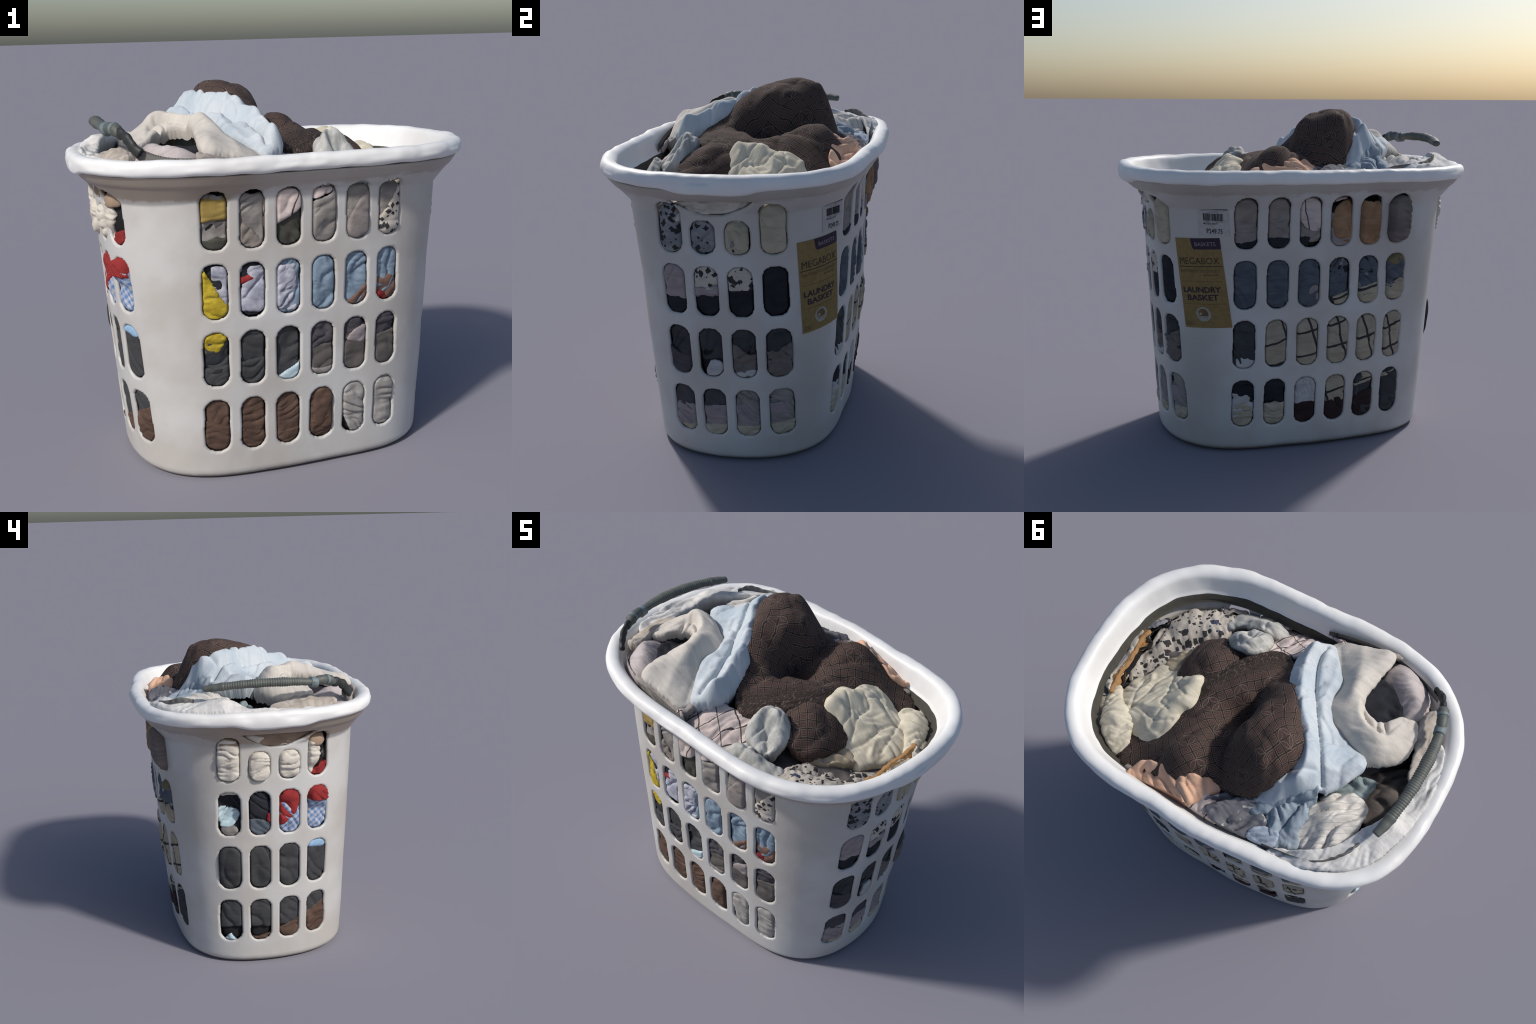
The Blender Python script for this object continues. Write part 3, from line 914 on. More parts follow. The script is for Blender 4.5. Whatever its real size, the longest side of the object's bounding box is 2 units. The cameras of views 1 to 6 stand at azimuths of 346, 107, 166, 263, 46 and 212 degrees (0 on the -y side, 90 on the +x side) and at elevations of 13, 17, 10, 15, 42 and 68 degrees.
# (face, name, outline, depth, fabric, wrinkles, label, category)
PACKED = [
    # front, top row
    ("front", "mustard_towel", box(-0.53, 1.285, -0.345, 1.395), 0.030, "mustard", FLAT, "folded mustard towel edge behind the slots", "towel"),
    ("front", "taupe_jumper", box(-0.53, 1.1, -0.19, 1.408, 0), 0.040, "taupe", DIAG, "soft taupe jumper in slanting folds", "jumper"),
    ("front", "olive_sock", box(-0.53, 1.1, -0.36, 1.205, 0.02), 0.030, "olive", FLAT, "dark olive sock with a wavy edge", "sock"),
    ("front", "fawn_sleeve", [(-0.34, 1.30), (-0.19, 1.16), (-0.19, 1.12), (-0.27, 1.11), (-0.35, 1.22)], 0.032, "beige", DIAG, "fawn sleeve end in a slanting fold", "sleeve"),
    ("front", "pink_lined_shirt", [(-0.19, 1.24), (-0.10, 1.28), (-0.02, 1.34), (0.06, 1.37), (0.17, 1.40), (0.18, 1.412), (0.0, 1.412), (-0.19, 1.412)], 0.026, "pink_line", DIAG, "pale pink shirt with thin dark lines", "shirt"),
    ("front", "olive_scarf", box(-0.19, 1.1, 0, 1.33, 0.08), 0.036, "olive", DEEP, "dark olive scarf tucked in folds", "scarf"),
    ("front", "stone_shirt", [(0.0, 1.10), (0.19, 1.12), (0.20, 1.412), (0.10, 1.37), (0.02, 1.33)], 0.032, "taupe", DIAG, "stone grey shirt with one long fold", "shirt"),
    ("front", "stone_cap", [(0.19, 1.14), (0.34, 1.13), (0.345, 1.38), (0.27, 1.34), (0.21, 1.25)], 0.028, "pleat", FLAT, "pale stone cloth in a smooth bulge", "cloth"),
    ("front", "grey_top", box(0.17, 1.12, 0.52, 1.408), 0.040, "taupe", FLAT, "grey jersey top behind other clothes", "top"),
    ("front", "spotted_blouse_end", [(0.35, 1.12), (0.53, 1.12), (0.53, 1.412), (0.47, 1.36), (0.40, 1.27), (0.36, 1.22)], 0.026, "spots", FLAT, "pale blouse end with black spots", "blouse"),
    # front, second row
    ("front", "yellow_duster", [(-0.53, 0.70), (-0.42, 0.66), (-0.36, 0.84), (-0.405, 0.92), (-0.45, 1.0), (-0.53, 1.08)], 0.026, "yellow", CRUSH, "bright yellow duster in a wedge", "duster"),
    ("front", "lilac_shirt", box(-0.45, 0.845, -0.05, 1.065, -0.02), 0.032, "lilac", CRUSH, "crumpled lilac white shirt", "shirt"),
    ("front", "red_band", box(-0.335, 0.985, -0.245, 1.025, 0.01, 0.006), 0.026, "red", FLAT, "small red waistband edge", "waistband"),
    ("front", "lilac_sleeve", [(-0.15, 0.86), (-0.08, 0.88), (-0.055, 0.97), (-0.06, 1.03), (-0.15, 1.05)], 0.024, "lilac", CRUSH, "bunched lilac white sleeve", "sleeve"),
    ("front", "blue_sheet", box(-0.16, 0.78, 0.53, 1.12, 0), 0.038, "steel", ((0.013, 0.06, 1.0, 2.5), (0.005, 0.03, -0.4, 2)), "steel blue sheet in deep folds", "sheet"),
    ("front", "rust_trousers", [(0.18, 0.78), (0.53, 0.78), (0.53, 0.94), (0.42, 0.945), (0.33, 0.93), (0.25, 0.87), (0.20, 0.83)], 0.030, "rust", DIAG, "rust brown trouser leg", "trousers"),
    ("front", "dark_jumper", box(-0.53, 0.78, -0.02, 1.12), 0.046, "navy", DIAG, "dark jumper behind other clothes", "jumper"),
    ("front", "red_hem", [(0.37, 0.80), (0.43, 0.80), (0.43, 0.855), (0.37, 0.87)], 0.026, "red", FLAT, "faded red hem corner", "hem"),
    # front, third row
    ("front", "black_print_shirt", box(-0.53, 0.555, -0.34, 0.8), 0.040, "navy", DIAG, "black shirt in slanting folds", "shirt"),
    ("front", "charcoal_trousers", box(-0.53, 0.44, 0.02, 0.775, -0.02), 0.045, "charcoal", ((0.009, 0.06, 0.15, 4),), "charcoal trousers with level folds", "trousers"),
    ("front", "charcoal_leg", box(-0.53, 0.44, -0.15, 0.6, 0.05), 0.034, "charcoal", ((0.008, 0.05, 0.3, 4),), "charcoal trouser leg folded over", "trousers"),
    ("front", "pale_cyan_hem", [(-0.16, 0.46), (0.0, 0.46), (0.0, 0.565), (-0.06, 0.55), (-0.16, 0.49)], 0.026, "cyan", FLAT, "pale cyan hem peeping out", "hem"),
    ("front", "plum_jersey", box(0, 0.62, 0.53, 0.8), 0.036, "plum", CRUSH, "plum grey jersey in creases", "jersey"),
    ("front", "grey_brown_leg", box(0, 0.44, 0.53, 0.645, 0.02), 0.030, "greybrown", FLAT, "grey brown trouser leg", "trousers"),
    ("front", "mauve_patch", [(0.22, 0.64), (0.33, 0.62), (0.33, 0.70), (0.27, 0.70)], 0.025, "mauvegrey", FLAT, "mauve grey cloth corner", "cloth"),
    ("front", "stone_hem", box(0, 0.44, 0.17, 0.525, 0), 0.025, "taupe", FLAT, "stone grey knitted hem", "hem"),
    # front, bottom row
    ("front", "brown_cords", box(-0.53, 0.1, 0.19, 0.45), 0.040, "brown", ((0.010, 0.055, 0.25, 3),), "brown corduroy trousers in folds", "trousers"),
    ("front", "brown_cord_leg", [(-0.53, 0.10), (-0.2, 0.10), (0.0, 0.12), (0.18, 0.10), (0.18, 0.30), (0.08, 0.26), (-0.10, 0.22), (-0.3, 0.25), (-0.53, 0.30)], 0.032, "brown", ((0.008, 0.035, 0.1, 4),), "brown corduroy leg folded over", "trousers"),
    ("front", "brown_cord_flap", [(0.04, 0.25), (0.10, 0.20), (0.16, 0.24), (0.17, 0.40), (0.10, 0.44), (0.05, 0.38)], 0.026, "brown", FLAT, "brown corduroy pocket flap", "pocket"),
    ("front", "satin_slip", [(0.20, 0.28), (0.30, 0.10), (0.53, 0.10), (0.53, 0.45), (0.20, 0.45)], 0.032, "satin", DEEP, "grey satin slip with shiny folds", "slip"),
    # back, top row
    ("back", "beige_knit", box(0.19, 1.30, 0.53, 1.45), 0.030, "beige", FLAT, "beige knitted cloth edge", "jumper"),
    ("back", "pleated_skirt", box(-0.03, 1.165, 0.53, 1.33, -0.03), 0.036, "pleat", PLEAT, "stone skirt with level pleats", "skirt"),
    ("back", "black_lining", box(0.1, 1.10, 0.53, 1.20, -0.03), 0.026, "navy", FLAT, "black lining edge", "lining"),
    ("back", "white_lined_shirt", [(-0.0, 1.28), (0.08, 1.24), (0.17, 1.33), (0.17, 1.45), (-0.17, 1.46), (-0.17, 1.42), (-0.02, 1.38)], 0.026, "pink_line", DIAG, "white shirt with thin dark lines", "shirt"),
    ("back", "apricot_top", [(-0.04, 1.22), (-0.12, 1.17), (-0.2, 1.12), (-0.34, 1.12), (-0.34, 1.36), (-0.25, 1.39), (-0.10, 1.40), (-0.04, 1.34)], 0.026, "orange", ((0.012, 0.05, 0.9, 1.8),), "apricot cotton top in soft folds", "top"),
    ("back", "lilac_grey_top", box(-0.19, 1.10, 0.0, 1.24, 0.05), 0.034, "mauvegrey", DIAG, "lilac grey top in folds", "top"),
    ("back", "grey_hoodie", box(-0.54, 1.09, -0.33, 1.45), 0.028, "crumple", DIAG, "dark grey hooded top bulging through", "hoodie"),
    # back, second row
    ("back", "slate_jersey", box(0.17, 0.78, 0.53, 1.12), 0.032, "slate", DIAG, "slate blue jersey in folds", "jersey"),
    ("back", "slate_print_dress", box(-0.35, 0.86, 0.36, 1.12, 0.0), 0.038, "slate_mix", CRUSH, "slate and beige printed dress", "dress"),
    ("back", "slate_sleeve", [(0.17, 0.80), (0.0, 0.78), (0.0, 0.92), (0.08, 1.0), (0.17, 1.08)], 0.028, "slate_mix", DEEP, "slate printed sleeve", "sleeve"),
    ("back", "yellow_grey_scarf", box(-0.53, 1.03, -0.36, 1.12), 0.028, "ochre", DIAG, "dull yellow scarf end", "scarf"),
    ("back", "grey_striped_top", box(-0.53, 0.90, -0.34, 1.06), 0.034, "slate_mix", PLEAT, "grey top in level folds", "top"),
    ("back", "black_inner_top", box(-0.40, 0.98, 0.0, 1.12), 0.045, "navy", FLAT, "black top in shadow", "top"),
    # back, third and fourth rows
    ("back", "windowpane_shirt", [(0.34, 0.44), (0.34, 0.78), (0.0, 0.80), (-0.05, 0.87), (-0.53, 0.93), (-0.54, 0.45), (-0.2, 0.33), (-0.17, 0.27), (-0.02, 0.27), (0.0, 0.44)], 0.030, "cream_pane", ((0.009, 0.06, 0.3, 2.5),), "cream shirt with black window checks", "shirt"),
    ("back", "black_jeans", box(0.33, 0.44, 0.53, 0.78), 0.032, "charcoal", DIAG, "black jeans folded small", "jeans"),
    ("back", "white_sock", [(0.53, 0.50), (0.45, 0.55), (0.36, 0.52), (0.35, 0.48), (0.53, 0.47)], 0.025, "white", FLAT, "white sock edge", "sock"),
    ("back", "black_shirt", box(0.17, 0.28, 0.53, 0.44), 0.036, "navy", CRUSH, "black shirt in creases", "shirt"),
    ("back", "white_vest", [(0.53, 0.20), (0.36, 0.24), (0.38, 0.30), (0.44, 0.34), (0.53, 0.33)], 0.026, "white", DEEP, "white vest in one fold", "vest"),
    ("back", "olive_beige_top", box(0.17, 0.10, 0.53, 0.28, 0.02), 0.030, "cream", PLEAT, "beige top in level folds", "top"),
    ("back", "white_pleats", box(0.0, 0.25, 0.16, 0.45), 0.028, "white", ((0.011, 0.03, 1.5, 3),), "white cloth in upright pleats", "blouse"),
    ("back", "maroon_jersey", box(-0.36, 0.10, 0.16, 0.285, -0.05), 0.026, "maroon", DIAG, "maroon black jersey", "jersey"),
    ("back", "charcoal_shorts", box(-0.54, 0.10, -0.19, 0.45), 0.034, "charcoal", CRUSH, "charcoal shorts bulging a little", "shorts"),
    # right end
    ("right", "spotted_skirt", [(-0.36, 1.10), (-0.15, 1.10), (0.05, 1.11), (0.05, 1.30), (-0.05, 1.335), (-0.16, 1.33), (-0.185, 1.345), (-0.21, 1.40), (-0.36, 1.405)], 0.030, "spots_blue", CRUSH, "grey skirt with black spots", "skirt"),
    ("right", "spotted_collar", [(-0.02, 1.10), (0.12, 1.12), (0.13, 1.34), (0.02, 1.33)], 0.024, "cream", DEEP, "cream collar fold", "collar"),
    ("right", "cream_blouse_side", box(0.17, 1.11, 0.36, 1.41), 0.026, "cream", ((0.011, 0.06, -1.1, 3),), "cream blouse in long folds", "blouse"),
    ("right", "lace_edge", box(-0.205, 1.325, 0.19, 1.434), 0.024, "cream_white", CRUSH, "white lace edge seen through the grip", "lace"),
    ("right", "mauve_leather_bag", [(-0.36, 0.94), (-0.18, 0.91), (-0.17, 1.0), (-0.20, 1.12), (-0.36, 1.12)], 0.026, "mauvegrey", DIAG, "mauve brown stitched cloth", "bag"),
    ("right", "spotted_hem", box(-0.18, 0.965, 0.18, 1.12), 0.026, "spots", FLAT, "white hem with black spots", "blouse"),
    ("right", "mauve_frill", box(-0.18, 0.935, 0.0, 0.985), 0.021, "mauvegrey", PLEAT, "mauve frill", "frill"),
    ("right", "black_skirt", box(-0.36, 0.78, 0.36, 1.10), 0.042, "navy", FLAT, "plain black skirt", "skirt"),
    ("right", "black_leggings", box(-0.36, 0.58, 0.36, 0.79), 0.042, "charcoal", DIAG, "black leggings", "leggings"),
    ("right", "grey_leggings_cuff", [(-0.36, 0.47), (-0.16, 0.47), (-0.18, 0.58), (-0.26, 0.60), (-0.36, 0.64)], 0.028, "plum", DIAG, "grey cuff in a curved fold", "cuff"),
    ("right", "white_sock_toe", [(-0.10, 0.47), (0.14, 0.46), (0.13, 0.535), (0.02, 0.52), (-0.05, 0.58), (-0.10, 0.57)], 0.025, "white", FLAT, "white sock toe", "sock"),
    ("right", "taupe_crumpled_top", [(0.0, 0.50), (0.36, 0.47), (0.36, 0.68), (0.27, 0.66), (0.12, 0.62), (0.05, 0.67), (0.0, 0.66)], 0.032, "crumple", CRUSH, "taupe grey top in tight creases", "top"),
    ("right", "plum_top", box(-0.36, 0.28, 0.0, 0.46), 0.034, "plum", DIAG, "plum grey top", "top"),
    ("right", "grey_shawl", box(-0.36, 0.20, 0.36, 0.33, 0.04), 0.030, "mauvegrey", DEEP, "lilac grey shawl in folds", "shawl"),
    ("right", "grey_shawl_end", box(0.0, 0.18, 0.36, 0.46), 0.036, "taupe", DEEP, "grey shawl end in folds", "shawl"),
    ("right", "beige_hem", box(-0.36, 0.12, 0.36, 0.215, 0.03), 0.025, "cream", PLEAT, "pale olive cream hem", "hem"),
    ("right", "tan_grip_backing", box(-0.22, 1.36, 0.20, 1.44), 0.040, "tan", FLAT, "tan backing strip added inside the grip", "cloth"),  # added backing, coloured like the ground beyond the grip
    # left end
    ("left", "muslin_sheet", [(0.36, 1.09), (0.0, 1.10), (-0.20, 1.12), (-0.24, 1.2), (-0.275, 1.29), (-0.25, 1.35), (-0.20, 1.42), (0.0, 1.40), (0.36, 1.44)], 0.028, "cream_white", ((0.018, 0.050, 0.10, 2.8), (0.008, 0.035, -0.35, 2.5)), "off white muslin bulging through the slots", "sheet"),
    ("left", "grip_shade_sheet", box(-0.30, 1.345, 0.30, 1.47), 0.024, "grip_shade", FLAT, "warm brown sheet painting the shade in the grip", "cloth"),  # added sheet, the shade in the grip painted brown
    ("left", "red_jersey", [(-0.36, 1.08), (-0.36, 1.21), (-0.29, 1.225), (-0.22, 1.17), (-0.21, 1.10)], 0.026, "red", DIAG, "red jersey corner", "jersey"),
    ("left", "red_shirt", [(0.04, 0.95), (0.04, 0.90), (-0.03, 0.88), (-0.10, 0.93), (-0.16, 1.0), (-0.19, 1.02), (-0.36, 1.005), (-0.36, 1.12), (-0.12, 1.11), (-0.03, 1.05), (0.0, 0.97)], 0.026, "red", DIAG, "red shirt bunched through two slots", "shirt"),
    ("left", "gingham_shirt", box(-0.36, 0.79, 0.02, 1.03, -0.03), 0.034, "gingham", ((0.010, 0.05, 0.9, 2),), "blue and white gingham shirt", "shirt"),
    ("left", "slate_cardigan", [(0.19, 0.82), (0.0, 0.80), (0.02, 0.88), (0.08, 0.92), (0.17, 0.91)], 0.030, "slate", DIAG, "slate blue cardigan edge", "cardigan"),
    ("left", "pale_cyan_cloth", [(0.34, 0.90), (0.25, 0.88), (0.20, 0.95), (0.24, 0.985), (0.34, 0.99)], 0.030, "cyan", DEEP, "pale cyan cloth in folds", "cloth"),
    ("left", "grey_flap", [(0.31, 0.80), (0.23, 0.80), (0.215, 0.87), (0.30, 0.89)], 0.028, "taupe", FLAT, "grey cloth flap", "cloth"),
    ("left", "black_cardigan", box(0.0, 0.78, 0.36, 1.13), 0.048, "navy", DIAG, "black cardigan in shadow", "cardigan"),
    ("left", "sky_blue_edge", [(-0.36, 0.715), (-0.21, 0.715), (-0.21, 0.80), (-0.36, 0.80)], 0.026, "skyblue", FLAT, "sky blue cloth edge", "cloth"),
    ("left", "charcoal_blanket", box(-0.36, 0.235, 0.36, 0.78, 0.0), 0.036, "charcoal", ((0.008, 0.09, 0.9, 2.5),), "plain charcoal blanket", "blanket"),
    ("left", "brown_blanket_edge", [(-0.36, 0.10), (0.19, 0.10), (0.18, 0.165), (0.06, 0.18), (-0.05, 0.225), (-0.2, 0.29), (-0.36, 0.34)], 0.028, "brown", ((0.010, 0.05, -0.25, 3),), "brown cloth edge curling over", "blanket"),
    ("left", "cyan_tip", [(0.31, 0.13), (0.23, 0.13), (0.25, 0.18), (0.27, 0.19)], 0.024, "cyan", FLAT, "pale cyan cloth tip", "cloth"),
]


def build_packed():
    for i, (face, name, poly, depth, fab, wr, label, cat) in enumerate(PACKED):
        packed(face, name, poly, depth, FABRICS[fab], label, cat, wrinkle=wr, seed=20 + i)
    # dark backing sheets, added so no light passes through
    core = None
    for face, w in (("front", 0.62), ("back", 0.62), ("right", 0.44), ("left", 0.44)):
        ob = packed(face, "dark_backing", box(-w, 0.04, w, 1.37, 0, 0), 0.056, M["dark"], "dark backing sheet added inside the basket wall", "blanket", wrinkle=((0.008, 0.08, 0.4, 2),), res=0.014, seed=5)
# ------------------------------------------------------------------ label and price sticker
LABEL_CORNERS = [(0.432, 1.200), (0.736, 1.212), (0.795, 0.722), (0.470, 0.709)]  # wall angle, height: tl tr br bl


def label_point(s, t, lift):
    """s 0..1 left to right, t 0..1 top to bottom of the card label"""
    (a, b), (c, d), (e, f), (g, h) = LABEL_CORNERS
    s, t = np.asarray(s, float), np.asarray(t, float)
    th = (a * (1 - s) + c * s) * (1 - t) + (g * (1 - s) + e * s) * t
    z = (b * (1 - s) + d * s) * (1 - t) + (h * (1 - s) + f * s) * t
    return wall(th, z, False) + wall_normal(th, z, False) * lift


def tag_point(s, t, lift):
    """price sticker: s 0..1 along the black bar, t 0..1 from its top down to the price"""
    s, t = np.asarray(s, float), np.asarray(t, float)
    th, z = 0.6145 + 0.178 * s, 1.386 - 0.004 * s - 0.145 * t
    return wall(th, z, False) + wall_normal(th, z, False) * lift


def wrapped_patch(name, place, outline, lift, material, parent, thick=0.0012, res=0.025):
    ring = np.array(outline, float)
    res = min(res, (ring.max(0) - ring.min(0)).min() / 6)
    lo, hi = ring.min(0) - res, ring.max(0) + res
    nu, nv = int((hi[0] - lo[0]) / res) + 2, int((hi[1] - lo[1]) / res) + 2
    U, V = np.meshgrid(lo[0] + np.arange(nu) * res, lo[1] + np.arange(nv) * res, indexing="ij")
    A, faces, border = clip_grid(U, V, sdf_polygon(U, V, ring))
    top, low = place(A[:, 0], A[:, 1], lift), place(A[:, 0], A[:, 1], lift - thick)
    n = len(top)
    # t runs downwards, so the grid's winding already faces out after the flip
    F = [list(reversed(f)) for f in faces] + [[a, b, b + n, a + n] for a, b in border]
    return make_object(name, np.vstack([top, low]), F, material, parent, smooth=False)


def lettering(name, text, place, s0, s1, t_base, height, lift, material, parent, weight=0.0):
    """text wrapped on the wall: from s0 to s1, standing on t_base, cap height in t"""
    cu = bpy.data.curves.new(name, "FONT")
    cu.body = text
    cu.size = 1.0
    cu.offset = weight
    cu.resolution_u = 3
    tmp = bpy.data.objects.new(name, cu)
    bpy.context.scene.collection.objects.link(tmp)
    bpy.context.view_layer.update()
    me = tmp.evaluated_get(bpy.context.evaluated_depsgraph_get()).to_mesh()
    v = np.array([p.co[:] for p in me.vertices])
    f = [list(p.vertices) for p in me.polygons]
    tmp.to_mesh_clear()
    bpy.data.objects.remove(tmp)
    x0, x1 = v[:, 0].min(), v[:, 0].max()
    cap = 0.70
    s = s0 + (v[:, 0] - x0) / (x1 - x0) * (s1 - s0)
    t = t_base - v[:, 1] / cap * height
    P = place(s, t, lift)
    n = wall_normal(np.full(1, 0.6), np.full(1, 1.0))[0]
    # face outwards
    a, b, c = P[f[0][0]], P[f[0][1]], P[f[0][2]]
    if np.dot(np.cross(b - a, c - a), n) < 0:
        f = [list(reversed(q)) for q in f]
    return make_object(name, P, f, material, parent, smooth=False)


def rect(s0, t0, s1, t1):
    return [(s0, t0), (s1, t0), (s1, t1), (s0, t1)]


def disc(cs, ct, rs, rt, n=40):
    return [(cs + rs * math.cos(2 * math.pi * i / n), ct + rt * math.sin(2 * math.pi * i / n)) for i in range(n)]


def build_labels(parent):
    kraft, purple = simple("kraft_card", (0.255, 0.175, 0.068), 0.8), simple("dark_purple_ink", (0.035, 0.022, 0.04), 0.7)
    ink, brownink, pale = simple("black_ink", (0.025, 0.02, 0.025), 0.7), simple("brown_ink", (0.16, 0.10, 0.045), 0.7), simple("pale_ink", (0.36, 0.335, 0.29), 0.7)
    greyink = simple("lilac_grey_ink", (0.30, 0.26, 0.29), 0.7)
    paper = simple("sticker_paper", (0.45, 0.43, 0.405), 0.5)
    L = wrapped_patch("card_label", label_point, rect(0, 0, 1, 1), 0.003, kraft, parent)
    wrapped_patch("label_tab", label_point, [(0.37, 0.002), (0.999, 0.002), (0.999, 0.122), (0.47, 0.122), (0.41, 0.115), (0.385, 0.09)], 0.0042, purple, L)
    lettering("label_lettering", "BASKETS", label_point, 0.46, 0.90, 0.085, 0.042, 0.0052, greyink, L, 0.0)
    lettering("label_lettering", "MEGABOX", label_point, 0.06, 0.925, 0.285, 0.075, 0.0045, ink, L, -0.012)
    wrapped_patch("label_rule", label_point, rect(0.03, 0.309, 0.99, 0.316), 0.004, ink, L, res=0.01)
    lettering("label_lettering", "BATHROOM SERIES", label_point, 0.06, 0.90, 0.378, 0.036, 0.0045, brownink, L, -0.005)
    lettering("label_lettering", "for every home", label_point, 0.56, 0.87, 0.412, 0.016, 0.0045, ink, L, 0.0)
    for t in (0.474, 0.728):
        wrapped_patch("label_rule", label_point, rect(0.04, t, 0.93, t + 0.004), 0.004, brownink, L, res=0.01)
    lettering("label_lettering", "LAUNDRY", label_point, 0.07, 0.88, 0.600, 0.062, 0.0045, purple, L, 0.022)
    lettering("label_lettering", "BASKET", label_point, 0.14, 0.81, 0.687, 0.062, 0.0045, purple, L, 0.022)
    wrapped_patch("label_emblem", label_point, disc(0.45, 0.845, 0.155, 0.082), 0.0042, pale, L, res=0.02)
    wrapped_patch("emblem_basket", label_point, [(0.35, 0.85), (0.345, 0.815), (0.38, 0.79), (0.45, 0.782), (0.52, 0.795), (0.545, 0.83), (0.54, 0.862), (0.36, 0.866)], 0.0052, brownink, L, res=0.012)
    wrapped_patch("emblem_handle", label_point, disc(0.39, 0.838, 0.028, 0.014, 20), 0.006, pale, L, res=0.008)
    lettering("label_lettering", "MEGABOX", label_point, 0.36, 0.54, 0.893, 0.014, 0.0052, greyink, L, 0.0)
    lettering("label_lettering", "ITEM NO.", label_point, 0.05, 0.16, 0.945, 0.014, 0.0045, brownink, L, 0.0)
    lettering("label_lettering", "MG-813", label_point, 0.03, 0.20, 0.972, 0.018, 0.0045, brownink, L, 0.01)
    T = wrapped_patch("price_sticker", tag_point, rect(-0.04, -0.05, 1.04, 1.1), 0.0022, paper, parent, res=0.04)
    wrapped_patch("sticker_bar", tag_point, rect(0, 0, 1, 0.155), 0.0034, ink, T, res=0.03)
    lettering("sticker_lettering", "ACE HARDWARE", tag_point, 0.17, 0.80, 0.108, 0.05, 0.0044, greyink, T)
    lettering("sticker_lettering", "010481  1/14  304.50  KA  BY", tag_point, 0.03, 0.93, 0.215, 0.045, 0.0036, greyink, T)
    lettering("sticker_lettering", "1074206904", tag_point, 0.30, 0.68, 0.275, 0.045, 0.0036, greyink, T)
    r = np.random.default_rng(12)
    x = 0.14
    while x < 0.83:
        w = r.choice([0.010, 0.016, 0.026])
        wrapped_patch("barcode_bar", tag_point, rect(x, 0.30, min(x + w, 0.84), 0.56), 0.0034, ink, T, res=0.02)
        x += w + r.choice([0.010, 0.016, 0.022])
    lettering("sticker_lettering", "2 000107 420690", tag_point, 0.12, 0.84, 0.625, 0.05, 0.0036, greyink, T)
    lettering("sticker_lettering", "MG-813 WHT", tag_point, 0.14, 0.64, 0.70, 0.06, 0.0036, ink, T, 0.01)
    lettering("sticker_lettering", "P249.75", tag_point, 0.25, 0.80, 1.02, 0.17, 0.0036, ink, T, 0.008)


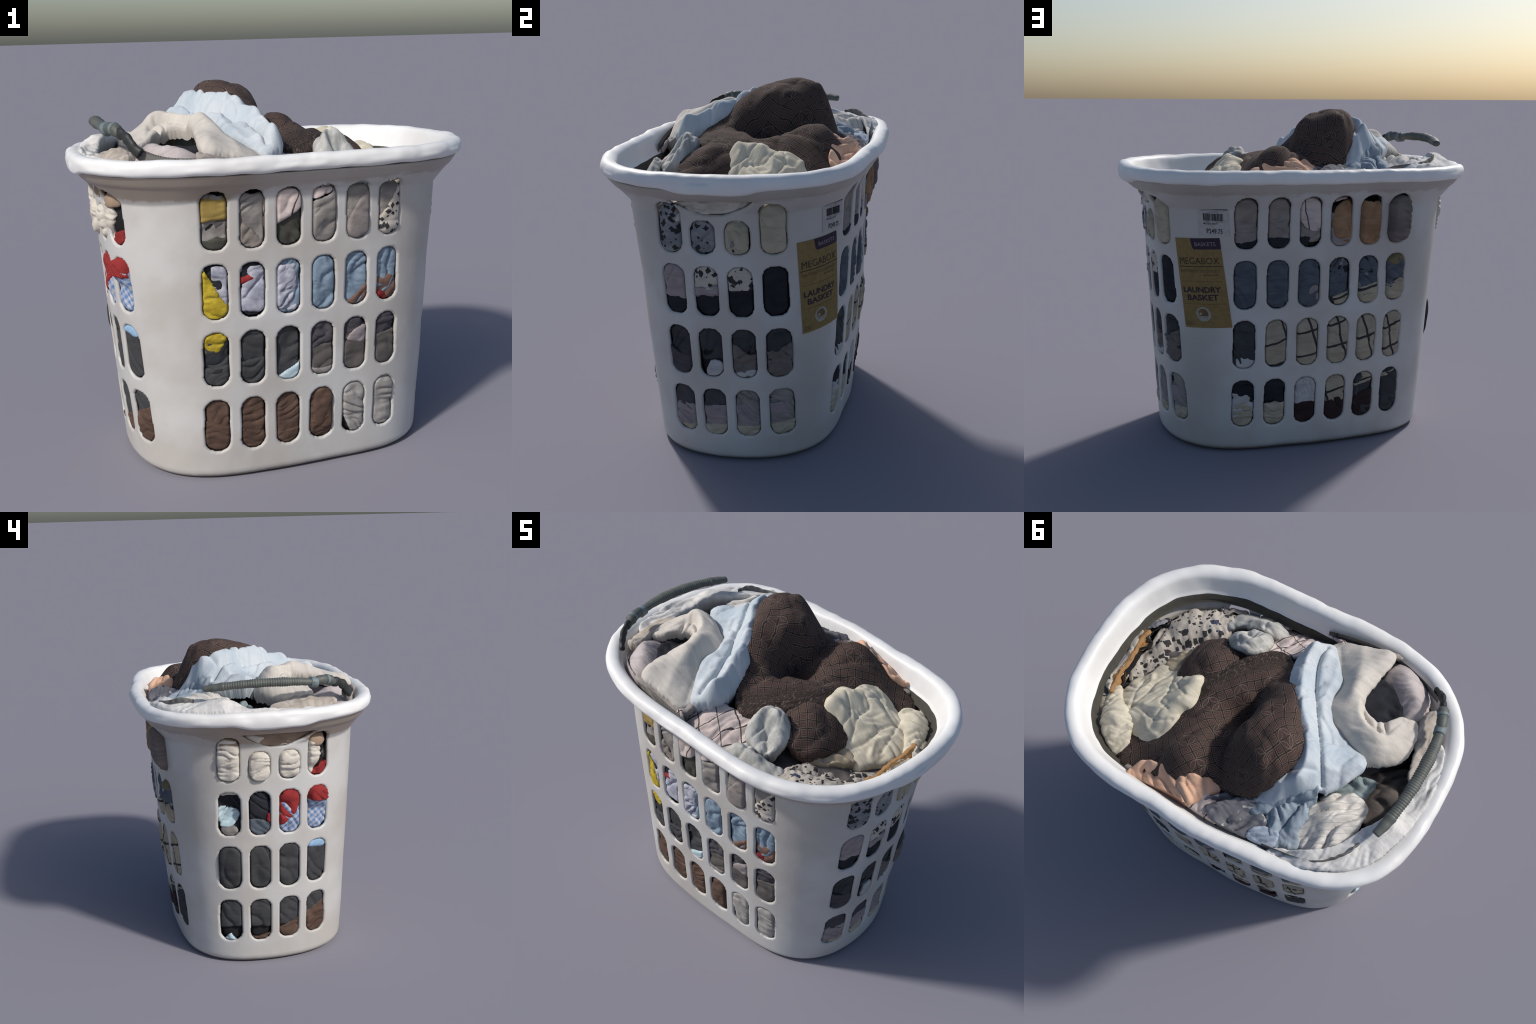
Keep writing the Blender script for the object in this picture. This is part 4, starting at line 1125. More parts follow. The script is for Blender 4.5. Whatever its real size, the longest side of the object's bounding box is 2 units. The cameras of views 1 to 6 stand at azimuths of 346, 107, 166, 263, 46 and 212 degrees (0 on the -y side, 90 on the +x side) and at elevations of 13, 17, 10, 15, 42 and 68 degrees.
# ------------------------------------------------------------------ the heap on top
def build_heap():
    F = FABRICS
    th = np.linspace(-np.pi, np.pi, 41)[:-1]
    base = wall(th, np.full_like(th, 1.37), False) * 0.965
    heap("heap_underlay", [(x, y, 1.31) for x, y, z in base], cloth("dusky_underlay", (0.16, 0.14, 0.135), (0.09, 0.08, 0.08)), "dusky underlay added beneath the heap of clothes", "blanket",  # added filler sheet that closes the gaps under the heap
         pts=[(0, 0, 1.45), (-0.3, 0.1, 1.47), (-0.4, -0.3, 1.48), (0.3, 0.2, 1.42), (0.5, 0, 1.38), (-0.6, 0.1, 1.45), (-0.6, -0.3, 1.46)], res=0.016, wrinkle=((0.03, 0.12, 0.5, 1.6),), skirt=0.1, seed=3)

    # checked brown cloth thrown over everything, two humps with a deep cleft between
    heap("brown_print_skirt",
         [(-0.018, -0.287, 1.62), (0.04, -0.343, 1.565), (0.121, -0.348, 1.56), (0.221, -0.255, 1.575), (0.279, -0.16, 1.585), (0.336, -0.065, 1.585), (0.361, -0.007, 1.58), (0.47, 0.08, 1.48), (0.56, 0.21, 1.43),
          (0.60, 0.356, 1.41), (0.56, 0.543, 1.40), (0.434, 0.575, 1.45), (0.251, 0.545, 1.55), (0.111, 0.515, 1.575), (0.01, 0.46, 1.57), (-0.095, 0.45, 1.59), (-0.191, 0.425, 1.62), (-0.255, 0.37, 1.70),
          (-0.305, 0.29, 1.77), (-0.325, 0.22, 1.80), (-0.318, 0.13, 1.81), (-0.26, 0.05, 1.80), (-0.19, -0.06, 1.765), (-0.12, -0.17, 1.70)],
         tile_print_cloth(), "dark brown skirt printed with squares, gathered waist", "skirt",
         pts=[(-0.22, 0.20, 1.872), (-0.16, 0.16, 1.866), (-0.09, 0.07, 1.830), (-0.29, 0.15, 1.848), (-0.30, 0.22, 1.842), (-0.08, 0.18, 1.845), (-0.04, 0.12, 1.815), (0.0, 0.18, 1.775), (0.02, 0.235, 1.70), (-0.22, 0.29, 1.855), (-0.215, 0.35, 1.815), (-0.27, 0.30, 1.83),
              (-0.15, 0.385, 1.735), (-0.11, 0.29, 1.815), (-0.04, 0.27, 1.775), (-0.04, 0.35, 1.70), (-0.2, 0.03, 1.84), (-0.17, -0.05, 1.80), (-0.13, -0.14, 1.74), (-0.07, -0.23, 1.665), (-0.06, -0.02, 1.77), (-0.02, 0.05, 1.765), (-0.03, -0.10, 1.715), (0.0, -0.17, 1.655),
              (0.05, 0.10, 1.56), (0.07, 0.18, 1.60), (0.03, 0.03, 1.61), (0.06, 0.27, 1.625), (0.03, 0.37, 1.64), (0.06, 0.0, 1.61), (0.06, -0.08, 1.635), (0.09, -0.17, 1.625), (0.08, -0.26, 1.59), (0.15, -0.08, 1.625), (0.13, 0.02, 1.605),
              (0.2, 0.31, 1.655), (0.2, 0.24, 1.63), (0.2, 0.165, 1.61), (0.2, 0.09, 1.60), (0.2, 0.40, 1.675), (0.2, 0.465, 1.655), (0.13, 0.31, 1.66), (0.13, 0.42, 1.675), (0.12, 0.2, 1.615), (0.28, 0.40, 1.630), (0.27, 0.26, 1.607), (0.34, 0.35, 1.565),
              (0.293, -0.05, 1.60), (0.29, 0.1, 1.595), (0.35, 0.12, 1.565), (0.41, 0.35, 1.51), (0.35, 0.46, 1.555), (0.46, 0.46, 1.465)],
         res=0.0075, roll=(0.022, 0.018), skirt=0.09, wrinkle=((0.008, 0.10, 0.9, 2.0),), stretch_uv=True, seed=31,
         strokes=[([(0.0, 0.39), (0.045, 0.27), (0.055, 0.15), (0.05, 0.05), (0.065, -0.06)], -0.032, 0.018), ([(0.12, 0.50), (0.10, 0.40), (0.06, 0.30)], -0.014, 0.014), ([(0.30, 0.48), (0.27, 0.38), (0.22, 0.30)], -0.010, 0.014), ([(-0.25, 0.33), (-0.20, 0.24), (-0.10, 0.20)], -0.007, 0.018), ([(-0.30, 0.10), (-0.2, 0.0), (-0.1, -0.14)], 0.010, 0.03), ([(0.03, -0.24), (0.05, -0.12), (0.03, 0.02)], -0.012, 0.018), ([(0.36, 0.05), (0.2, 0.02), (0.1, -0.02)], 0.008, 0.03),
                  ([(0.24, -0.20), (0.17, -0.16), (0.10, -0.20)], -0.008, 0.015), ([(0.34, 0.22), (0.24, 0.22), (0.13, 0.25)], -0.006, 0.02)],
         gather=lambda x, y: np.clip(1 - dist_polyline(x, y, [(0.02, -0.36), (0.10, -0.31), (0.17, -0.25), (0.24, -0.14), (0.30, -0.04), (0.34, 0.02)], False) / 0.10, 0, 1) ** 0.6 * (x > -0.02))
    heap("brown_print_lining", [(0.505, -0.245, 1.465), (0.43, -0.29, 1.485), (0.37, -0.295, 1.515), (0.30, -0.24, 1.555), (0.22, -0.12, 1.570), (0.22, 0.0, 1.570), (0.42, 0.05, 1.535), (0.535, 0.0, 1.45), (0.54, -0.13, 1.45)],
         bpy.data.materials["brown_tile_print"], "inner layer of a brown printed skirt", "skirt", pts=[(0.41, -0.13, 1.580), (0.34, -0.14, 1.592), (0.47, -0.12, 1.535), (0.36, -0.22, 1.568), (0.45, -0.21, 1.525)], res=0.0075, roll=(0.012, 0.012), skirt=0.10, wrinkle=((0.012, 0.09, 1.9, 2.2),), stretch_uv=True, seed=33,
         gather=lambda x, y: x * 0)

    # pale blue shirt: a ridge with an open fold beside it
    blue = cloth("pale_blue_cotton", (0.585, 0.62, 0.65), (0.43, 0.505, 0.57), 5, tone=0.25)
    heap("pale_blue_shirt",
         [(-0.02, -0.443, 1.60), (0.0, -0.384, 1.60), (0.0, -0.319, 1.62), (-0.02, -0.24, 1.66), (-0.07, -0.13, 1.70), (-0.12, -0.02, 1.74), (-0.2, 0.084, 1.77), (-0.27, 0.134, 1.77), (-0.285, 0.222, 1.75), (-0.25, 0.33, 1.68), (-0.19, 0.42, 1.57),
          (-0.24, 0.45, 1.54), (-0.35, 0.35, 1.63), (-0.465, 0.245, 1.665), (-0.495, 0.239, 1.655), (-0.53, 0.19, 1.66), (-0.578, 0.10, 1.675), (-0.595, 0.036, 1.685), (-0.569, -0.01, 1.67), (-0.483, -0.035, 1.655), (-0.42, -0.075, 1.65),
          (-0.347, -0.09, 1.68), (-0.285, -0.204, 1.67), (-0.28, -0.295, 1.66), (-0.25, -0.35, 1.64), (-0.16, -0.47, 1.60), (-0.12, -0.51, 1.58), (-0.06, -0.485, 1.59)],
         blue, "pale blue cotton shirt with a stitched seam", "shirt",
         pts=[(-0.035, -0.42, 1.665), (-0.045, -0.33, 1.675), (-0.075, -0.22, 1.745), (-0.14, -0.10, 1.785), (-0.21, 0.0, 1.80), (-0.30, 0.07, 1.82), (-0.345, 0.11, 1.825), (-0.36, 0.2, 1.808), (-0.37, 0.29, 1.755), (-0.30, 0.34, 1.725),
              (-0.345, 0.05, 1.755), (-0.40, 0.04, 1.725), (-0.464, -0.01, 1.68), (-0.45, 0.14, 1.725), (-0.52, 0.08, 1.695), (-0.284, -0.01, 1.765), (-0.28, -0.08, 1.735), (-0.22, -0.2, 1.70), (-0.18, -0.32, 1.685), (-0.12, -0.43, 1.66), (-0.102, -0.374, 1.67), (-0.17, -0.2, 1.71)],
         res=0.006, roll=(0.014, 0.013), skirt=0.10, wrinkle=((0.009, 0.13, 2.3, 1.7), (0.003, 0.05, 1.6, 2.0)), wobble=0.004, seed=41,
         strokes=[([(-0.03, -0.26), (-0.10, -0.28), (-0.16, -0.33)], -0.014, 0.010), ([(-0.08, -0.12), (-0.16, -0.16), (-0.20, -0.24)], -0.014, 0.012), ([(-0.17, -0.02), (-0.22, -0.10), (-0.26, -0.19)], 0.012, 0.014), ([(-0.40, 0.02), (-0.36, -0.03), (-0.30, -0.06)], -0.014, 0.010), ([(-0.57, 0.05), (-0.50, 0.13), (-0.43, 0.16)], 0.010, 0.016), ([(-0.24, 0.24), (-0.33, 0.25), (-0.41, 0.20)], -0.018, 0.012), ([(-0.22, 0.33), (-0.30, 0.33), (-0.38, 0.27)], 0.014, 0.014), ([(-0.10, -0.46), (-0.11, -0.36), (-0.17, -0.22), (-0.25, -0.09), (-0.335, 0.03), (-0.40, 0.13), (-0.46, 0.22)], -0.045, 0.013), ([(-0.05, -0.44), (-0.06, -0.33), (-0.12, -0.18), (-0.2, -0.04), (-0.3, 0.06)], 0.020, 0.022), ([(-0.30, 0.10), (-0.36, 0.20), (-0.36, 0.30)], 0.016, 0.018), ([(-0.52, 0.02), (-0.50, 0.10), (-0.53, 0.17)], -0.008, 0.012), ([(-0.27, 0.20), (-0.31, 0.28), (-0.28, 0.38)], -0.016, 0.014),
                  ([(-0.2, -0.42), (-0.24, -0.28), (-0.25, -0.18), (-0.31, -0.06)], 0.014, 0.022), ([(-0.464, -0.02), (-0.40, 0.02), (-0.35, 0.05)], -0.010, 0.006), ([(-0.45, -0.035), (-0.39, 0.0), (-0.335, 0.035)], 0.006, 0.008),
                  ([(-0.19, 0.03), (-0.24, 0.0), (-0.285, -0.01)], -0.006, 0.006), ([(-0.20, 0.10), (-0.26, 0.07), (-0.33, 0.02)], -0.018, 0.012), ([(-0.23, 0.14), (-0.30, 0.12), (-0.35, 0.07)], -0.012, 0.010), ([(-0.55, 0.03), (-0.47, 0.12), (-0.42, 0.2)], 0.008, 0.03)])
    for i, (o, pt) in enumerate([
        ([(-0.18, 0.43, 1.55), (-0.24, 0.35, 1.62), (-0.327, 0.30, 1.68), (-0.432, 0.22, 1.70), (-0.465, 0.282, 1.66), (-0.395, 0.33, 1.62), (-0.325, 0.40, 1.58), (-0.287, 0.45, 1.55), (-0.231, 0.49, 1.53), (-0.19, 0.464, 1.53)], [(-0.3, 0.37, 1.64), (-0.38, 0.29, 1.685)]),
        ([(-0.29, 0.50, 1.52), (-0.30, 0.41, 1.57), (-0.365, 0.33, 1.62), (-0.44, 0.256, 1.66), (-0.475, 0.275, 1.63), (-0.45, 0.33, 1.59), (-0.42, 0.40, 1.56), (-0.395, 0.46, 1.54), (-0.356, 0.53, 1.52)], [(-0.37, 0.40, 1.60)]),
        ([(-0.37, 0.555, 1.52), (-0.395, 0.445, 1.56), (-0.415, 0.345, 1.59), (-0.437, 0.30, 1.6), (-0.475, 0.37, 1.57), (-0.47, 0.44, 1.55), (-0.51, 0.50, 1.53), (-0.44, 0.54, 1.52)], [(-0.43, 0.44, 1.58)])]):
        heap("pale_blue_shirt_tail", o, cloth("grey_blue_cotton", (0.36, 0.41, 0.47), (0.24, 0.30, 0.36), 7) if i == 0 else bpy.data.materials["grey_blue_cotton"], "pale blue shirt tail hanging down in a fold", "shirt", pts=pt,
             res=0.006, roll=(0.014, 0.013), skirt=0.08, wrinkle=((0.020, 0.055, 2.2, 3), (0.006, 0.025, 2.0, 2.5)), wobble=0.007, seed=50 + i)

    # cream sweatshirt: flat panel, a curled band and the dark hollow between
    fleece = cloth("cream_fleece", (0.64, 0.60, 0.54), (0.54, 0.50, 0.46), 6, weave=0.8, tone=0.3)
    heap("cream_sweatshirt",
         [(-0.118, -0.514, 1.55), (-0.146, -0.565, 1.54), (-0.238, -0.59, 1.56), (-0.332, -0.60, 1.60), (-0.396, -0.612, 1.62), (-0.434, -0.59, 1.63), (-0.436, -0.512, 1.655), (-0.428, -0.43, 1.675), (-0.423, -0.345, 1.69), (-0.418, -0.29, 1.70),
          (-0.448, -0.232, 1.70), (-0.51, -0.205, 1.69), (-0.555, -0.222, 1.68), (-0.616, -0.30, 1.655), (-0.70, -0.322, 1.61), (-0.735, -0.206, 1.61), (-0.729, -0.118, 1.60), (-0.672, -0.05, 1.615), (-0.575, 0.0, 1.62), (-0.42, -0.045, 1.63),
          (-0.31, -0.10, 1.64), (-0.265, -0.178, 1.64), (-0.265, -0.268, 1.63), (-0.23, -0.348, 1.60), (-0.14, -0.44, 1.57)],
         fleece, "cream fleece sweatshirt with a curled cuff", "sweatshirt",
         pts=[(-0.39, -0.57, 1.66), (-0.35, -0.45, 1.68), (-0.25, -0.5, 1.625), (-0.36, -0.35, 1.725), (-0.37, -0.27, 1.742), (-0.33, -0.2, 1.71), (-0.40, -0.18, 1.73), (-0.43, -0.12, 1.715), (-0.5, -0.08, 1.735), (-0.58, -0.09, 1.735), (-0.60, -0.15, 1.695),
              (-0.5, -0.16, 1.71), (-0.65, -0.15, 1.675), (-0.65, -0.24, 1.652), (-0.56, -0.2, 1.685), (-0.58, -0.04, 1.685), (-0.43, -0.075, 1.70), (-0.3, -0.15, 1.68)],
         res=0.006, roll=(0.016, 0.016), skirt=0.06, wrinkle=((0.010, 0.13, 0.9, 1.8), (0.003, 0.05, 0.3, 2)), wobble=0.004, seed=61,
         strokes=[([(-0.41, -0.25), (-0.44, -0.18), (-0.51, -0.13), (-0.59, -0.13)], 0.018, 0.025), ([(-0.43, -0.24), (-0.46, -0.19), (-0.53, -0.155), (-0.59, -0.17), (-0.56, -0.22)], -0.035, 0.011), ([(-0.525, -0.21), (-0.54, -0.175), (-0.57, -0.14)], -0.022, 0.009), ([(-0.60, -0.16), (-0.61, -0.22), (-0.63, -0.28)], -0.012, 0.012),
                  ([(-0.25, -0.56), (-0.3, -0.45), (-0.33, -0.34), (-0.36, -0.24)], 0.008, 0.03), ([(-0.14, -0.53), (-0.22, -0.40), (-0.25, -0.30)], -0.006, 0.012)])
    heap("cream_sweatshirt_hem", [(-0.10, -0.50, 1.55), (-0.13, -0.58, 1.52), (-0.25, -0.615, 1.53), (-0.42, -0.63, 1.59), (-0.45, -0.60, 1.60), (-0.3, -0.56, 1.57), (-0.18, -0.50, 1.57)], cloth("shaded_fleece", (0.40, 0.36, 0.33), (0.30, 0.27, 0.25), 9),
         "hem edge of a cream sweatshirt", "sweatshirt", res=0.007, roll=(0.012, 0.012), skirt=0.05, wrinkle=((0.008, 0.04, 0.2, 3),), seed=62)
    heap("mauve_sleeve", [(-0.432, -0.561, 1.57), (-0.483, -0.632, 1.54), (-0.575, -0.615, 1.53), (-0.665, -0.53, 1.54), (-0.705, -0.443, 1.55), (-0.72, -0.333, 1.55), (-0.63, -0.29, 1.56), (-0.540, -0.318, 1.53), (-0.515, -0.372, 1.53), (-0.455, -0.402, 1.52), (-0.415, -0.455, 1.54)],
         cloth("mauve_white_fleece", (0.56, 0.50, 0.49), (0.45, 0.40, 0.40), 6), "mauve white fleece sleeve rolled up", "sleeve", pts=[(-0.56, -0.5, 1.625), (-0.64, -0.42, 1.63), (-0.5, -0.54, 1.61), (-0.59, -0.42, 1.61)],
         res=0.007, roll=(0.019, 0.018), skirt=0.09, wrinkle=((0.007, 0.06, 0.8, 1.6),), seed=63)
    heap("hollow_shade_sheet", [(-0.36, -0.44, 1.590), (-0.5, -0.46, 1.580), (-0.60, -0.38, 1.580), (-0.60, -0.24, 1.590), (-0.46, -0.2, 1.590), (-0.38, -0.28, 1.600)], FABRICS["navy"], "dark sheet added as the shade of a hollow", "jumper", res=0.01, wrinkle=CRUSH, seed=64)  # added dark sheet, painting the shade down in the hollow

    # pink blouse with thin dark lines, along the near long side
    heap("pink_lined_blouse", [(-0.16, -0.50, 1.485), (-0.10, -0.42, 1.510), (-0.01, -0.37, 1.555), (0.10, -0.34, 1.535), (0.19, -0.32, 1.500), (0.23, -0.45, 1.415), (0.20, -0.56, 1.385), (0.0, -0.595, 1.395), (-0.14, -0.60, 1.415)], FABRICS["pink_pane"],
         "pale pink blouse with thin dark lines", "blouse", pts=[(-0.05, -0.46, 1.525), (0.05, -0.43, 1.510), (0.08, -0.52, 1.435), (0.14, -0.42, 1.465)],
         res=0.007, roll=(0.015, 0.015), skirt=0.08, wrinkle=((0.014, 0.06, 1.2, 2), (0.005, 0.025, 0.9, 2.5)), seed=71)
    heap("pink_lined_cuff", [(-0.20, -0.555, 1.52), (-0.12, -0.57, 1.525), (-0.03, -0.615, 1.48), (-0.10, -0.635, 1.46), (-0.2, -0.635, 1.49)], FABRICS["pink_pane"], "pink lined cuff fold", "blouse", res=0.007, roll=(0.015, 0.015), wrinkle=CRUSH, seed=72)

    # a pair of grey white socks, bunched
    sock = cloth("grey_white_sock", (0.58, 0.57, 0.54), (0.40, 0.40, 0.38), 16, weave=1.4)
    heap("grey_sock", [(0.345, -0.240, 1.570), (0.27, -0.230, 1.600), (0.20, -0.255, 1.590), (0.170, -0.33, 1.555), (0.19, -0.41, 1.510), (0.26, -0.435, 1.490), (0.33, -0.425, 1.480), (0.385, -0.365, 1.490), (0.390, -0.29, 1.535)], sock, "grey white sock cuff folded over", "sock",
         pts=[(0.24, -0.28, 1.635), (0.31, -0.272, 1.625), (0.205, -0.34, 1.595), (0.30, -0.355, 1.515), (0.355, -0.32, 1.565), (0.24, -0.40, 1.535)], res=0.005, roll=(0.014, 0.014), skirt=0.09, wrinkle=((0.014, 0.055, 0.8, 2.2), (0.004, 0.025, 0.3, 2.0)), seed=75,
         strokes=[([(0.27, -0.345), (0.31, -0.36), (0.34, -0.39)], -0.030, 0.020), ([(0.215, -0.38), (0.225, -0.32), (0.265, -0.29), (0.32, -0.30)], 0.012, 0.016), ([(0.19, -0.30), (0.23, -0.25)], -0.012, 0.010), ([(0.29, -0.25), (0.33, -0.30)], -0.010, 0.009)])
    heap("grey_sock", [(0.457, -0.381, 1.425), (0.40, -0.42, 1.455), (0.32, -0.44, 1.475), (0.22, -0.44, 1.470), (0.155, -0.50, 1.415), (0.20, -0.565, 1.385), (0.32, -0.57, 1.385), (0.44, -0.53, 1.385), (0.50, -0.44, 1.395)], sock, "grey white sock lying in a sharp fold", "sock",
         pts=[(0.25, -0.50, 1.485), (0.34, -0.50, 1.450)], res=0.006, roll=(0.019, 0.018), skirt=0.09, wrinkle=((0.014, 0.06, 0.5, 1.6),), seed=76, strokes=[([(0.19, -0.53), (0.26, -0.49), (0.36, -0.47)], 0.02, 0.018), ([(0.26, -0.55), (0.28, -0.50), (0.27, -0.45)], -0.02, 0.012)])

    # spotted blouse in the far corner
    heap("spotted_blouse", [(0.80, 0.10, 1.335), (0.815, -0.018, 1.340), (0.80, -0.11, 1.350), (0.805, -0.2, 1.360), (0.79, -0.27, 1.375), (0.75, -0.34, 1.390), (0.70, -0.40, 1.405), (0.64, -0.44, 1.385), (0.56, -0.475, 1.400), (0.48, -0.50, 1.395), (0.44, -0.40, 1.405), (0.46, -0.26, 1.395), (0.50, -0.14, 1.365), (0.58, -0.05, 1.335), (0.66, 0.06, 1.310), (0.72, 0.13, 1.330)],
         FABRICS["spots"], "pale blouse with black and navy spots", "blouse", pts=[(0.57, -0.40, 1.430), (0.68, -0.28, 1.425), (0.58, -0.26, 1.395), (0.72, -0.08, 1.375), (0.62, -0.15, 1.355)],
         res=0.007, roll=(0.019, 0.018), skirt=0.08, wrinkle=((0.015, 0.09, 2.2, 2.2), (0.005, 0.04, 2.0, 2.0)), seed=81,
         strokes=[([(0.50, -0.30), (0.62, -0.20), (0.74, -0.05)], -0.03, 0.02)])
    heap("champagne_slip", [(0.64, -0.04, 1.395), (0.61, -0.12, 1.405), (0.53, -0.21, 1.415), (0.45, -0.24, 1.42), (0.44, -0.15, 1.44), (0.50, -0.04, 1.445), (0.57, -0.01, 1.43)], cloth("champagne_satin", (0.40, 0.34, 0.25), (0.30, 0.25, 0.18), 8, rough=0.6), "champagne satin slip in folds", "slip",
         res=0.006, roll=(0.014, 0.012), skirt=0.07, wrinkle=((0.022, 0.06, 0.9, 2.4), (0.007, 0.03, 0.7, 2)), seed=84)
    # cream blouse
    cream = cloth("cream_crepe", (0.68, 0.625, 0.50), (0.58, 0.53, 0.42), 9)
    heap("cream_blouse",
         [(0.70, 0.043, 1.375), (0.667, -0.04, 1.365), (0.601, -0.06, 1.385), (0.5, -0.05, 1.43), (0.43, -0.045, 1.49), (0.362, -0.02, 1.575), (0.322, 0.067, 1.59), (0.305, 0.134, 1.59), (0.315, 0.18, 1.58), (0.341, 0.20, 1.575), (0.346, 0.257, 1.57), (0.353, 0.335, 1.55),
          (0.388, 0.41, 1.51), (0.466, 0.415, 1.465), (0.535, 0.40, 1.435), (0.61, 0.38, 1.42), (0.70, 0.31, 1.41), (0.755, 0.207, 1.375), (0.745, 0.114, 1.37)],
         cream, "crumpled cream blouse with a gathered knot", "blouse",
         pts=[(0.375, 0.03, 1.622), (0.375, 0.14, 1.618), (0.39, 0.28, 1.578), (0.43, 0.08, 1.575), (0.44, 0.2, 1.565), (0.46, 0.31, 1.53), (0.5, 0.2, 1.53), (0.5, 0.05, 1.50), (0.6, 0.1, 1.445), (0.627, 0.29, 1.47), (0.55, 0.31, 1.495), (0.68, 0.15, 1.42)],
         res=0.006, roll=(0.019, 0.018), skirt=0.10, wrinkle=((0.011, 0.06, 0.6, 1.7),), seed=91,
         strokes=[([(0.63, 0.28), (0.55, 0.20), (0.47, 0.13), (0.42, 0.08)], -0.014, 0.008), ([(0.63, 0.28), (0.56, 0.28), (0.45, 0.30), (0.37, 0.27)], -0.012, 0.008), ([(0.63, 0.28), (0.60, 0.18), (0.60, 0.08), (0.57, 0.0)], -0.014, 0.008),
                  ([(0.63, 0.28), (0.66, 0.2), (0.68, 0.1)], -0.012, 0.008), ([(0.53, 0.30), (0.46, 0.36), (0.40, 0.37)], 0.010, 0.014), ([(0.54, 0.02), (0.49, 0.12), (0.49, 0.2), (0.42, 0.23)], -0.012, 0.007),
                  ([(0.48, 0.0), (0.46, 0.08), (0.38, 0.13)], -0.012, 0.007), ([(0.44, 0.05), (0.5, 0.09), (0.57, 0.15)], 0.010, 0.014), ([(0.40, 0.17), (0.47, 0.24), (0.56, 0.25)], 0.012, 0.014), ([(0.66, 0.05), (0.63, 0.12), (0.66, 0.2)], 0.012, 0.014)])
    heap("cream_blouse_tail", [(0.545, 0.405, 1.450), (0.527, 0.457, 1.430), (0.555, 0.52, 1.415), (0.616, 0.525, 1.415), (0.69, 0.474, 1.420), (0.775, 0.40, 1.380), (0.80, 0.313, 1.390), (0.80, 0.2, 1.385), (0.76, 0.19, 1.400), (0.70, 0.26, 1.450), (0.66, 0.281, 1.470), (0.586, 0.32, 1.470)],
         cream, "cream blouse tail hanging into the corner", "blouse", pts=[(0.62, 0.43, 1.470), (0.70, 0.37, 1.480), (0.76, 0.28, 1.435)], res=0.006, roll=(0.019, 0.018), skirt=0.08, wrinkle=((0.016, 0.055, 1.0, 1.8), (0.005, 0.022, 0.4, 2)), seed=93)
    # apricot top and what lies beside it on the far long side
    heap("apricot_blouse", [(0.44, 0.60, 1.475), (0.39, 0.515, 1.535), (0.3, 0.495, 1.580), (0.142, 0.475, 1.610), (0.025, 0.44, 1.600), (-0.035, 0.459, 1.565), (0.03, 0.56, 1.565), (0.06, 0.60, 1.555), (0.075, 0.645, 1.545), (0.14, 0.615, 1.550), (0.175, 0.63, 1.535), (0.279, 0.62, 1.495), (0.367, 0.61, 1.475)],
         cloth("apricot_crepe", (0.74, 0.47, 0.33), (0.62, 0.37, 0.25), 7), "apricot blouse draped along the edge", "blouse", pts=[(0.12, 0.55, 1.600), (0.24, 0.55, 1.560)],
         res=0.006, roll=(0.015, 0.015), skirt=0.08, wrinkle=((0.014, 0.06, 2.4, 1.8),), seed=95, strokes=[([(0.36, 0.55), (0.25, 0.55), (0.15, 0.60)], -0.025, 0.02), ([(0.05, 0.5), (0.12, 0.53), (0.18, 0.52)], -0.015, 0.02)])
    heap("pink_lined_sleeve", [(0.075, 0.635, 1.520), (0.04, 0.53, 1.560), (-0.023, 0.50, 1.560), (-0.09, 0.56, 1.540), (-0.08, 0.645, 1.490), (0.012, 0.655, 1.490)], FABRICS["pink_line"], "pale pink lined sleeve in pleats", "sleeve", res=0.006, roll=(0.012, 0.012), wrinkle=((0.014, 0.035, 1.4, 3),), seed=97)
    heap("charcoal_print_scarf", [(0.0, 0.42, 1.515), (-0.146, 0.37, 1.535), (-0.235, 0.42, 1.555), (-0.32, 0.49, 1.545), (-0.28, 0.57, 1.515), (-0.155, 0.61, 1.495), (-0.06, 0.60, 1.515), (0.01, 0.53, 1.535)], cloth("grey_print_voile", (0.20, 0.20, 0.22), (0.13, 0.13, 0.15), 9, "blotch", (14, 0.6, (0.55, 0.53, 0.52))), "grey printed scarf in tight crumples", "scarf",
         pts=[(-0.12, 0.49, 1.560)], res=0.006, roll=(0.012, 0.012), wrinkle=((0.030, 0.07, 0.9, 1.8), (0.010, 0.035, 0.2, 2.0)), seed=98)
    heap("pale_denim_edge", [(-0.25, 0.575, 1.520), (-0.29, 0.51, 1.560), (-0.38, 0.49, 1.560), (-0.40, 0.55, 1.540), (-0.36, 0.60, 1.500)], cloth("pale_denim", (0.44, 0.50, 0.60), (0.34, 0.40, 0.50), 14), "pale denim cloth edge", "cloth", res=0.006, roll=(0.012, 0.012), wrinkle=((0.016, 0.04, 0.6, 2),), seed=99)
    # crumpled white shirt, teal cloth and the hollow behind the belt
    heap("white_striped_shirt", [(-0.43, 0.45, 1.52), (-0.44, 0.318, 1.565), (-0.479, 0.255, 1.575), (-0.54, 0.18, 1.575), (-0.61, 0.14, 1.565), (-0.69, 0.16, 1.56), (-0.71, 0.26, 1.585), (-0.70, 0.36, 1.59), (-0.625, 0.45, 1.575), (-0.541, 0.51, 1.55)], cloth("white_ribbed_cotton", (0.70, 0.67, 0.62), (0.60, 0.57, 0.53), 9, "stripe", (0.9, 0.03, 0.006, (0.48, 0.46, 0.44))),
         "crumpled white shirt with fine ribs", "shirt", pts=[(-0.56, 0.30, 1.60)], res=0.006, roll=(0.015, 0.015), skirt=0.08, wrinkle=((0.032, 0.085, 0.9, 2.4), (0.010, 0.04, 1.1, 2.4)), seed=101)
    heap("teal_vest", [(-0.45, 0.26, 1.480), (-0.48, 0.165, 1.525), (-0.546, 0.09, 1.540), (-0.597, 0.03, 1.540), (-0.665, 0.025, 1.510), (-0.641, 0.141, 1.510), (-0.54, 0.21, 1.520)], cloth("grey_teal_cotton", (0.30, 0.36, 0.37), (0.20, 0.25, 0.26), 12), "grey teal vest in small crumples", "vest",
         res=0.006, roll=(0.012, 0.012), skirt=0.07, wrinkle=((0.022, 0.045, 0.3, 1.8),), seed=103)
